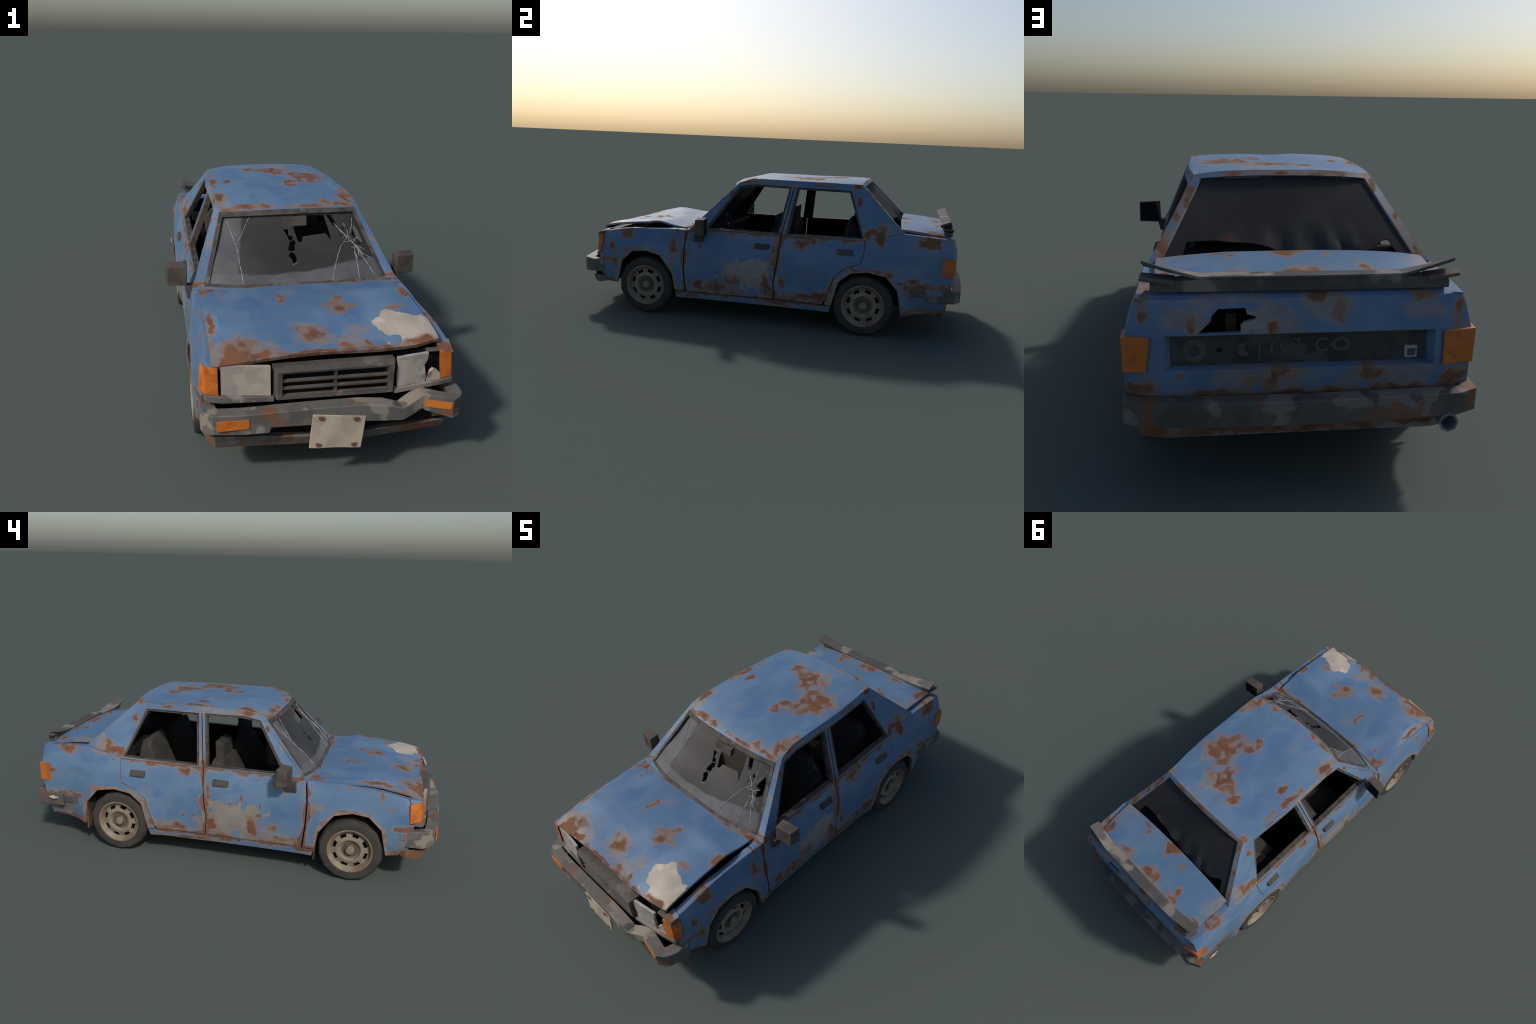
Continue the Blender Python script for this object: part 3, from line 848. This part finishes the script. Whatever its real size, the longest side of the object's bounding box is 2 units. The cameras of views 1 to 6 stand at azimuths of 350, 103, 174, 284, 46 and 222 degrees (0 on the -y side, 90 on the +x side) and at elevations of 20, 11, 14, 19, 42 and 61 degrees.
windscreen = sheet("windscreen", pane_outline, pane_place, (0, .003, -.003), [M_glass], HOLES, .09, False, root, 40)
border_in = [(-.965, .045), (-.955, .93), (.955, .945), (.965, .04)]
rows_border = [(-1.0, 0), (1.0, 0), (1.0, 1), (-1.0, 1)]
sheet("windscreen_seal", rows_border, lambda u, v: screen(u, v) + screen_normal(u, v) * .0022, (0, .006, -.006), [M_trim], ([(-.955, .042), (.965, .035), (.955, .935), (-.945, .925)],), .2, False, windscreen, 40)
CRACKS = [
    [(.731, .593), (.66, .535), (.594, .468), (.535, .38), (.493, .302), (.429, .169), (.37, .02)],
    [(.606, .798), (.684, .672), (.731, .593), (.795, .48), (.807, .403), (.843, .261), (.88, .056)],
    [(.795, .48), (.772, .43), (.75, .374), (.722, .225), (.685, .03)], [(.918, .853), (.86, .75), (.823, .688), (.761, .613), (.795, .48), (.843, .445), (.897, .398)],
    [(.795, .48), (.824, .37), (.877, .323), (.924, .267)], [(-.759, .732), (-.732, .672)],
    [(-.885, .903), (-.83, .80), (-.80, .72), (-.72, .546), (-.68, .43), (-.63, .2), (-.593, .031)], [(-.565, .944), (-.64, .76), (-.72, .546)],
    [(.73, .593), (.70, .60), (.668, .596)], [(.743, .725), (.765, .75), (.75, .79)], [(.78, .55), (.84, .56), (.88, .585)],
    [(.76, .61), (.80, .606)], [(.772, .43), (.755, .36), (.762, .32)], [(-.043, .268), (.016, .284)],
    [(.80, .47), (.83, .42), (.842, .36)], [(.731, .593), (.70, .66), (.655, .71), (.62, .76)], [(.76, .55), (.72, .53), (.66, .535)], [(.795, .48), (.775, .45), (.735, .46)],
    [(.785, .52), (.81, .535), (.85, .52)], [(.731, .593), (.755, .64), (.775, .70)], [(.74, .36), (.75, .31), (.738, .27)], [(.806, .40), (.79, .36), (.80, .31)]]
paths = []
for c in CRACKS:
    path = []
    for a, b in zip(c, c[1:]):
        for k in range(3):
            u, v = lerp(a[0], b[0], k / 3), lerp(a[1], b[1], k / 3)
            path.append(pane_place(u, v) + screen_normal(u, v) * .0006 + Vector((rnd.uniform(-1, 1) * .0012, 0, rnd.uniform(-1, 1) * .0012)))
    path.append(pane_place(*c[-1]) + screen_normal(*c[-1]) * .0006)
    paths.append(path)
v, f = tube_parts(paths, .0009, 5)
new_mesh("crack", v, f, [M_crack], windscreen, None, 60, kind="stuff")

# ------------------------------------------------------------------ rear pane, torn loose along its foot
def rear_place(u, v):
    w = lerp(.342, .246, v)
    bow = 1 - u * u
    p = Vector((u * w, lerp(.678, .487 + .010 * bow, v), lerp(.536, .7195 + .009 * bow, v)))
    n = Vector((0, .7, .7))
    low = smooth(.45, .0, v)
    # darts and folds hanging from the torn edge
    for c, wd, amp in ((.07, .07, -.016), (.20, .09, .010), (-.20, .08, -.014), (-.37, .035, .010), (-.44, .06, -.012), (-.57, .03, .010), (-.62, .05, -.010), (.5, .1, .007)):
        p += n * (.9 * amp * low * math.exp(-((u - c) / wd) ** 2))
    return p - n * .004


REAR_OUT = [(-1, 0), (-.885, 0), (-.875, .10), (-.872, .185), (-.818, .18), (-.724, .10), (-.60, .03), (-.30, .015), (.0, .035), (.247, .126), (.353, .159), (.479, .161), (.62, .194), (.799, .192), (.867, .175), (.86, 0), (1, 0), (1, 1), (-1, 1)]
sheet("rear_pane", [(-u, v) for u, v in REAR_OUT][::-1], lambda u, v: rear_place(-u, v), (0, -.003, -.003), [M_pane], (), .07, False, root, 35)

# ------------------------------------------------------------------ boot lid, tail panel
us2 = [-1, -.9, -.76, -.5, -.25, 0, .25, .5, .76, .9, 1]
rows = []
for y, w, ze, h in ((.684, .361, .5325, .0155), (.72, .361, .531, .0165), (.78, .358, .526, .019), (.84, .354, .518, .0225), (.905, .351, .513, .024)):
    rows.append([(u * w, y - .010 * (1 - u * u) * (1 if y < .7 else 0), ze + h * (1 - abs(u) ** 3.5) + .001 * mnoise.noise(Vector((u * 4, y * 8, 5)))) for u in us2])
boot = grid_solid("boot_lid", rows, (0, 0, -.012), [M_trunk, M_inner], root, 30, False, .0015)


def tail(x, z):
    y = curve([(.140, .924), (.20, .934), (.27, .944), (.33, .957), (.42, .958), (.46, .952), (.50, .939)], z)
    return y - .26 * max(0, abs(x) - .335) + .001 * mnoise.noise(Vector((x * 9, z * 9, 7)))


TAIL_X = [(.140, .392), (.20, .410), (.27, .419), (.33, .4185), (.38, .419), (.415, .417), (.485, .398), (.5, .3875)]
TAIL = [(x, z) for z, x in TAIL_X] + [(-x, z) for z, x in TAIL_X[::-1]]
RECESS = [(-.322, .328), (.328, .330), (.323, .417), (-.318, .417)]
TEAR = [(.249, .4212), (.235, .434), (.218, .450), (.216, .462), (.201, .477), (.139, .478), (.134, .464), (.114, .459), (.115, .453), (.142, .446), (.150, .438), (.149, .4225), (.19, .4212)]
tail_panel = sheet("tail_panel", [(-x, z) for x, z in TAIL][::-1], lambda x, z: (-x, tail(x, z), z), (0, -.014, 0), [M_rear, M_inner], ([(-x, z) for x, z in RECESS], [(-x, z) for x, z in TEAR]), .05, False, root, 30, .0015)
rows = [[(x, tail(x, .5) - .0005, .4995) for x in (-.388, -.2, 0, .2, .388)], [(x, tail(x, .5) - .030, .5120) for x in (-.370, -.2, 0, .2, .370)]]
grid_solid("tail_top", rows, (0, -.004, -.01), [M_rear, M_inner], tail_panel, 30, True)
# sunk band with sloping walls
ro, ri = [(-.322, .328), (.328, .330), (.323, .417), (-.318, .417)], [(-.308, .332), (.314, .333), (.313, .406), (-.306, .406)]
rows = []
wall_v = [(x, tail(x, z) - .001, z) for x, z in ro] + [(x, tail(x, z) - .026, z) for x, z in ri]
wall_f = [(i, (i + 1) % 4, 4 + (i + 1) % 4, 4 + i) for i in range(4)]
new_mesh("band_wall", wall_v, wall_f, [M_rear], tail_panel, None, 10)
band = sheet("tail_band", [(-x, z) for x, z in ri][::-1] if False else [(-.315, .331), (.309, .331), (.309, .407), (-.315, .407)], lambda x, z: (-x, tail(-x, z) - .025, z), (0, -.004, 0), [M_band], (), .1, False, tail_panel, 30)
band_y = tail(0, .37) - .025


def text_mark(txt, x, z, size, name="ghost_letter"):
    cu = bpy.data.curves.new(name, "FONT")
    cu.body = txt
    cu.size = size
    cu.extrude = .0006
    cu.offset = size * .018
    cu.align_x = "CENTER"
    cu.align_y = "CENTER"
    tmp = bpy.data.objects.new("tmp", cu)
    bpy.context.scene.collection.objects.link(tmp)
    bpy.context.view_layer.update()
    me = bpy.data.meshes.new_from_object(tmp.evaluated_get(bpy.context.evaluated_depsgraph_get()))
    bpy.data.objects.remove(tmp)
    me.transform(Matrix.Translation((x, band_y + .0012, z)) @ Matrix.Rotation(math.pi, 4, "Z") @ Matrix.Rotation(math.pi / 2, 4, "X"))
    me.materials.clear()
    me.materials.append(M_mark)
    ob = bpy.data.objects.new(name, me)
    bpy.context.scene.collection.objects.link(ob)
    ob.parent = band


def ring_mark(x, z, r0, r1, a0=0.0, a1=360.0, squash=1.0, mat=None, name="ghost_ring"):
    n = 24
    verts, faces = [], []
    for i in range(n + 1):
        a = math.radians(lerp(a0, a1, i / n))
        for r in (r0, r1):
            for d in (0, .0014):
                verts.append((x - math.cos(a) * r * squash, band_y + d, z + math.sin(a) * r))
    for i in range(n):
        k = i * 4
        for p, q in ((1, 3), (3, 2), (2, 0), (0, 1)):
            faces.append((k + p, k + q, k + 4 + q, k + 4 + p))
    recalc(new_mesh(name, verts, faces, [mat or M_mark], band, None, 40))


ring_mark(.259, .372, .014, .029, name="ghost_ring")
ring_mark(.199, .371, .0005, .0065, mat=M_inner, name="screw_hole")
ring_mark(.141, .371, .0006, .017, 70, 320, name="ghost_smear")
ring_mark(-.093, .378, .010, .019, squash=1.25, name="ghost_ring")
for t, x, z, sz in (("|", .104, .372, .046), ("(", .073, .376, .050), ("C", .045, .378, .034), ("3", .015, .377, .052), ("C", -.046, .376, .050)):
    text_mark(t, x, z, sz)
box("badge", (-.284, band_y - .001, .338), (-.251, band_y + .006, .371), [M_badge], band, .003)
box("badge_face", (-.278, band_y + .004, .344), (-.258, band_y + .0072, .363), [M_band], band, .002)
box8('underbody_bracket', [(.316, .886, .112), (.379, .886, .120), (.382, .902, .122), (.314, .902, .112)], [(.310, .886, .165), (.386, .886, .165), (.386, .902, .165), (.310, .902, .165)], [M_flap], root, .003)
# brace seen through the torn hole, coloured dark for the boot's dimness
box("boot_brace", (.157, .880, .40), (.184, .900, .450), [M_trim], tail_panel, .002)
box("boot_shadow", (-.38, .86, .20), (.38, .87, .495), [M_inner], tail_panel, 0)  # thin black plate modelled as the darkness behind the tear

# tail lamps wrap round the corners
for s in (1, -1):
    out = []
    for z, xi, g in ((.325, .368 if s > 0 else .340, .0), (.414, .356 if s > 0 else .338, .002)):
        out.append([(s * xi, tail(xi, z) + .004, z), (s * .388, tail(.388, z) + .006, z), (s * (.424 + g), .945, z), (s * (.427 + g), .888, z), (s * .405, .888, z), (s * .40, .92, z)])
    box8("tail_lamp", out[0], out[1], [M_orange_rear], root, .002)

# ------------------------------------------------------------------ spoiler
base_rings = []
for x, z0, z1, y1 in ((-.357, .512, .536, .924), (-.245, .512, .546, .927), (0, .513, .5475, .930), (.245, .513, .546, .927), (.357, .513, .536, .924)):
    base_rings.append([(x, .885, z0 + .004), (x, y1, z0), (x, y1, z1 - .003), (x, .885, z1)])
spoiler = loft("spoiler", base_rings, [M_spoiler], root, 30, .002)
for s in (1, -1):
    # lower winglet
    box8("spoiler_winglet", [(s * .30, .880, .531), (s * .30, .932, .528), (s * .30, .934, .540), (s * .30, .882, .543)],
         [(s * .381, .882, .543), (s * .381, .928, .542), (s * .381, .930, .551), (s * .381, .882, .552)], [M_spoiler], spoiler, .003)
rows = []
for x, y0, y1, z0, z1 in ((-.372, .864, .914, .566, .583), (-.33, .869, .918, .558, .571), (-.245, .878, .928, .545, .5495), (-.12, .880, .931, .5455, .5490), (0, .882, .933, .546, .5490), (.12, .880, .931, .5455, .549), (.245, .878, .928, .545, .5495), (.33, .869, .918, .558, .571), (.376, .862, .912, .567, .5865)):
    rows.append([(x, y1, z1 + .002), (x, lerp(y0, y1, .5), lerp(z0, z1, .5) + .002 + .001 * math.sin(x * 40)), (x, y0, z0 + .002)])
grid_solid("spoiler_blade", rows, (0, 0, -.009), [M_spoiler], spoiler, 30, False, .0025)

# ------------------------------------------------------------------ bumpers
def bumper(name, stations, mat, inward=.045, rise=.0, parent=root):
    """stations: x, y, z top, z bottom, direction inward (dx, dy)"""
    rings = []
    for x, y, zt, zb, dx, dy in stations:
        k = inward / max(1e-6, math.hypot(dx, dy))
        rings.append([(x, y, zt), (x, y, lerp(zt, zb, .5)), (x, y, zb), (x + dx * k * .7, y + dy * k * .7, zb + .006), (x + dx * k, y + dy * k, zt + rise)])
    return loft(name, rings, [mat], parent, 30, .003)


FB = [(-.424, -.856, .272, .200, 1, 0), (-.425, -.922, .282, .201, 1, .25), (-.418, -.952, .282, .205, 1, .6), (-.390, -.976, .281, .214, .4, 1), (-.30, -.988, .283, .213, 0, 1), (-.220, -.991, .285, .214, 0, 1),
      (-.213, -.991, .286, .232, 0, 1), (-.08, -.994, .289, .230, 0, 1), (.07, -.995, .288, .228, 0, 1), (.15, -.996, .280, .222, 0, 1), (.208, -.995, .262, .217, -.1, 1), (.245, -.982, .273, .225, -.3, 1), (.284, -.967, .286, .235, -.2, 1), (.292, -.968, .286, .228, .1, 1), (.382, -.982, .268, .198, -.1, 1), (.412, -.966, .270, .196, -.8, 1), (.427, -.942, .270, .198, -1, .6), (.435, -.908, .266, .199, -1, .2), (.428, -.856, .271, .199, -1, 0)]
front_bumper = bumper("bumper", FB, M_bumper, .05, -.002)
box8("turn_lamp", [(-.380, -.9875, .232), (-.280, -.9915, .236), (-.280, -.9915, .267), (-.380, -.9875, .264)], [(-.380, -.980, .232), (-.280, -.984, .236), (-.280, -.984, .267), (-.380, -.980, .264)], [M_orange], front_bumper, .001)
box8("turn_lamp", [(.292, -.9705, .243), (.376, -.9835, .230), (.379, -.984, .257), (.290, -.970, .270)], [(.292, -.960, .243), (.376, -.970, .230), (.379, -.970, .257), (.290, -.960, .270)], [M_orange], front_bumper, .001)
# licence plate, bent, hanging from the bumper
rows = []
for i in range(4):
    t = i / 3
    L, R = Vector((-.085, -.9995, .269)).lerp(Vector((-.094, -.9985, .150)), t), Vector((.085, -.9985, .248)).lerp(Vector((.073, -.9985, .135)), t)
    rows.append([L.lerp(R, j / 5) + Vector((0, .0015 * math.sin(j * 1.7 + i * 1.1) + (.001 if True else 0), 0)) for j in range(6)])
plate = grid_solid("licence_plate", rows, (0, .006, 0), [M_plate], front_bumper, 40, True, .001)
for x, z, a in ((-.060, .255, .4), (-.066, .160, 1.0), (.050, .150, -.6), (.052, .242, .2)):
    verts = [(x + math.cos(t) * .009 * (1 + .3 * math.sin(t * 3 + a)), -1.0015, z + math.sin(t) * .008 * (1 + .25 * math.cos(2 * t + a))) for t in [k * math.pi / 5 for k in range(10)]]
    verts += [(px, -.992, pz) for px, _, pz in verts]
    fs = [tuple(range(10)), tuple(range(19, 9, -1))] + [(k, k + 10, (k + 1) % 10 + 10, (k + 1) % 10) for k in range(10)]
    recalc(new_mesh("rust_scab", verts, fs, [plain("scab_rust", srgb(116, 82, 64), srgb(98, 70, 58), None, 40, .9)], plate, None, 40))
# lower apron with dark slot above it
AP = [(-.420, -.858, .185, .146, 0), (-.404, -.912, .186, .134, .012), (-.384, -.948, .187, .132, .022), (-.10, -.972, .178, .130, .026), (.10, -.971, .176, .130, .026), (.378, -.944, .173, .132, .020), (.404, -.908, .174, .135, .012), (.416, -.858, .18, .145, 0)]
rings = [[(x, y, zt), (x * .99, y + back, zb), (x * .97, y + back + .022, zb + .003), (x * .97, y + .03, zt - .004)] for x, y, zt, zb, back in AP]
loft("apron", rings, [plain("rusty_apron_metal", srgb(106, 99, 93), srgb(94, 88, 84), srgb(124, 116, 109), 11, .65, .60, .5, wear=.3)], root, 30, .003)
box("dark_slot_block", (-.36, -.935, .15), (.36, -.89, .235), [M_inner], root, 0)
for s in (1, -1):
    box("bumper_bracket", (s * .33, -.95, .190), (s * .36, -.90, .235), [M_trim], root, .002)

RB = []
for s in (1, -1):
    w = .427 if s > 0 else .4365
    st = [(s * (w - .004), .824, .264, .200, -s, 0), (s * w, .90, .263, .200, -s, 0), (s * w, .957, .261, .201, -s, -.45), (s * .384, .984, .262, .203, -s * .3, -1), (s * .20, .995, .263, .200, 0, -1)]
    RB += st if s > 0 else st[::-1]
RB.insert(5, (0, 1.0, .263, .200, 0, -1))
rear_bumper = bumper("bumper", RB, M_bumper_rear, .042, .001)
# pointed chrome stud on the bumper's end
v, f = lathe([(.0, -.030), (.007, -.012), (.010, 0), (.007, .012), (.004, .02), (.004, .026), (.0, .027)], 8)
stud = new_mesh("bumper_stud", [(-.442 - p.y * .6, .872 - p.x, .243 + p.z) for p in v], f, [M_chrome], rear_bumper, None, 30)
recalc(stud)
# exhaust
prof = [(.020, 0), (.0155, -.001), (.0145, -.05)]
ev, ef = lathe([(.014, -.22), (.019, -.18), (.0225, -.02), (.0255, 0), (.0195, .0005), (.0185, -.04), (.0, -.042)], 8)
recalc(new_mesh("exhaust_pipe", [(-.357 + p.y, .990 + p.x, .186 + p.z) for p in ev], ef, [M_steel], root, None, 30))

# ------------------------------------------------------------------ face: grille, lamps, trim bar
def ring_frame(name, outer, inner, y_out, y_in, depth, mat, parent=root, bevel=.002):
    """four-sided frame, outer edge set back to y_out(x), inner edge proud at y_in(x)"""
    verts = [(x, y_out(x), z) for x, z in outer] + [(x, y_in(x), z) for x, z in inner] + [(x, y_in(x) + depth, z) for x, z in inner] + [(x, y_out(x) + depth, z) for x, z in outer]
    faces = []
    for a, b in ((0, 4), (4, 8), (8, 12), (12, 0)):
        faces += [(a + i, a + (i + 1) % 4, b + (i + 1) % 4, b + i) for i in range(4)]
    return recalc(new_mesh(name, verts, faces, [mat], parent, None, 30, bevel))


g_mid_o = [(-.196, .290), (.198, .284), (.198, .398), (-.196, .400)]
g_mid = [(-.186, .297), (.188, .291), (.188, .392), (-.186, .393)]
g_in = [(-.170, .306), (.174, .297), (.171, .382), (-.170, .385)]
grille = ring_frame("grille", g_mid_o, g_mid, lambda x: -.922, lambda x: -.943, .03, M_grille)
ring_frame("grille_face", g_mid, g_in, lambda x: -.9432, lambda x: -.940, .03, M_grille, grille, .001)
box("grille_top", (-.195, -.925, .390), (.197, -.895, .400), [M_grille], grille, .003)
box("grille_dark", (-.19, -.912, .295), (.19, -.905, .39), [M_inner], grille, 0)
for k in (0, 1, 2):
    z = (.357, .331, .305)[k]
    dz = -.004
    box8("slat", [(-.171, -.937, z - .004), (.173, -.937, z - .004 + dz), (.173, -.937, z + .003 + dz), (-.171, -.937, z + .003)],
         [(-.171, -.928, z - .003), (.173, -.928, z - .003 + dz), (.173, -.928, z + .006 + dz), (-.171, -.928, z + .006)], [M_grille], grille, .0015)
box("slat_post", (-.003, -.934, .303), (.006, -.918, .383), [M_grille], grille, .001)


def lamp_y(x):
    return -.930 + .09 * max(0, abs(x) - .2) + (.07 * max(0, x - .2))


def lamp_glass(name, outline, parent=root):
    def place(x, z):
        return (x, lamp_y(x) + .0035 * mnoise.noise(Vector((x * 22, z * 22, 9))), z)
    return sheet(name, outline, place, (0, .012, 0), [M_lens], (), .022, False, parent, 14, .001)


lamp_glass("headlamp", [(-.358, .315), (-.205, .308), (-.207, .409), (-.28, .411), (-.359, .411)])
broken = lamp_glass("headlamp", [(.207, .299), (.256, .300), (.308, .298), (.311, .320), (.306, .345), (.302, .362), (.309, .372), (.312, .385), (.313, .405), (.25, .405), (.203, .403)])
lamp_glass("headlamp_shard", [(.313, .298), (.374, .297), (.371, .313), (.352, .334), (.336, .343), (.326, .336), (.318, .322)], broken)
for s in (1, -1):
    box("headlamp_bowl", (s * .198, -.878, .295), (s * .375, -.866, .402), [M_inner], root, 0)
# bar under the lamps
bar = []
for x, y, zt, zb in ((-.412, -.895, .322, .299), (-.407, -.922, .321, .299), (-.36, -.932, .316, .294), (-.195, -.938, .306, .290)):
    bar.append([(x, y, zt), (x, y, zb), (x, y + .02, zb), (x, y + .02, zt)])
loft("lamp_bar", bar, [M_bumper], root, 30, .002)
bar = []
for x, y, zt, zb in ((.197, -.938, .298, .281), (.37, -.912, .300, .283), (.409, -.902, .303, .284), (.413, -.885, .304, .286)):
    bar.append([(x, y, zt), (x, y, zb), (x, y + .02, zb), (x, y + .02, zt)])
loft("lamp_bar", bar, [M_bumper], root, 30, .002)
# corner lamps
box8("corner_lamp", [(-.366, -.922, .315), (-.409, -.912, .322), (-.4265, -.866, .313), (-.40, -.866, .313)], [(-.367, -.920, .411), (-.407, -.910, .413), (-.4185, -.858, .399), (-.40, -.858, .405)], [M_orange], root, .002)
box8("corner_lamp", [(.362, -.906, .302), (.406, -.899, .303), (.4235, -.868, .314), (.39, -.868, .310)], [(.352, -.904, .402), (.398, -.898, .398), (.415, -.860, .396), (.38, -.860, .404)], [M_orange], root, .002)
for s, y0, z0 in ((1, -.898, .396), (-1, -.905, .405)):
    box8("fender_cap", [(s * .356, y0 - .004, z0 + .004), (s * .404, y0 - .005, z0 - .002), (s * .4125, -.862, z0 - .002), (s * .36, -.85, z0 + .004)],
         [(s * .356, y0 + .006, z0 + .016), (s * .399, y0 + .004, z0 + .014), (s * .4045, -.855, .4205), (s * .36, -.845, .424)], [M_side[s]], root, .002)
box("headlamp_brow", (.315, -.897, .398), (.372, -.875, .404), [M_bumper], root, .002)

# ------------------------------------------------------------------ cabin
def seat(name, sx, mat):
    """front seat: cushion, thin reclined back with shoulders, slim headrest"""
    def q(x0, x1, y0, y1, z, dz=0):
        return [(sx * x0, y0, z), (sx * x1, y0, z), (sx * x1, y1, z + dz), (sx * x0, y1, z + dz)]
    cushion = box8(name, q(.07, .32, -.20, .06, .20), q(.07, .32, -.21, .02, .30, -.02), [mat], root, .010)
    loft("seat_back", [q(.07, .33, -.075, .06, .27), q(.065, .335, -.03, .074, .356), q(.06, .335, .018, .084, .440), q(.075, .32, .026, .080, .470), q(.115, .285, .030, .079, .480)], [mat], cushion, 25, .004)
    loft("headrest", [q(.113, .277, .034, .078, .465), q(.115, .275, .034, .074, .50), q(.117, .273, .038, .078, .548, .012)], [mat], cushion, 25, .004)


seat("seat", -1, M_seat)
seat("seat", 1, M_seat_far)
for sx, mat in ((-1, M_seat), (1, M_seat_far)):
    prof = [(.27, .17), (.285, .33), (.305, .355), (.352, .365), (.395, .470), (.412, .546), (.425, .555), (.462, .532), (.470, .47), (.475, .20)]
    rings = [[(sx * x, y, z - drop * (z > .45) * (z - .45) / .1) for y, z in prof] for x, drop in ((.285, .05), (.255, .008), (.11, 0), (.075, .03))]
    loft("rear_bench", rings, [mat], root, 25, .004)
box8("dashboard", [(-.35, -.40, .30), (.35, -.40, .30), (.35, -.30, .35), (-.35, -.30, .35)], [(-.36, -.40, .452), (.36, -.40, .452), (.36, -.255, .460), (-.36, -.255, .460)], [M_dash], root, .010)
box8("binnacle", [(.09, -.37, .45), (.29, -.37, .45), (.28, -.27, .45), (.10, -.27, .45)], [(.11, -.35, .475), (.27, -.35, .475), (.26, -.262, .484), (.12, -.262, .484)], [M_dash], root, .008)
sv, sf = [], []
tilt = Matrix.Translation((.19, -.237, .481)) @ Matrix.Rotation(math.radians(-76), 4, "X")
R, r = .046, .0075
for i in range(24):
    for j in range(8):
        a, b = i * 2 * math.pi / 24, j * 2 * math.pi / 8
        sv.append(tilt @ Vector(((R + r * math.cos(b)) * math.cos(a), (R + r * math.cos(b)) * math.sin(a), r * math.sin(b))))
        sf.append((i * 8 + j, ((i + 1) % 24) * 8 + j, ((i + 1) % 24) * 8 + (j + 1) % 8, i * 8 + (j + 1) % 8))
wheel = new_mesh("steering_wheel", sv, sf, [M_dash], root, None, 40)
v, f = tube_parts([[tilt @ Vector((-.045, 0, 0)), tilt @ Vector((.045, 0, 0))], [tilt @ Vector((0, 0, 0)), tilt @ Vector((0, -.045, 0))], [tilt @ Vector((0, 0, .004)), tilt @ Vector((0, 0, -.08))]], .008, 6)
new_mesh("steering_spoke", v, f, [M_dash], wheel, None, 40)
mirror = box8("rear_view_mirror", [(-.033, -.246, .639), (.066, -.246, .641), (.066, -.222, .644), (-.033, -.222, .642)], [(-.032, -.238, .672), (.066, -.238, .676), (.066, -.214, .676), (-.032, -.214, .672)], [M_mirror], root, .002)
v, f = tube_parts([[(.005, -.218, .665), (.003, -.196, .700)]], .008, 6)
new_mesh("mirror_stalk", v, f, [M_trim], mirror, None, 40)
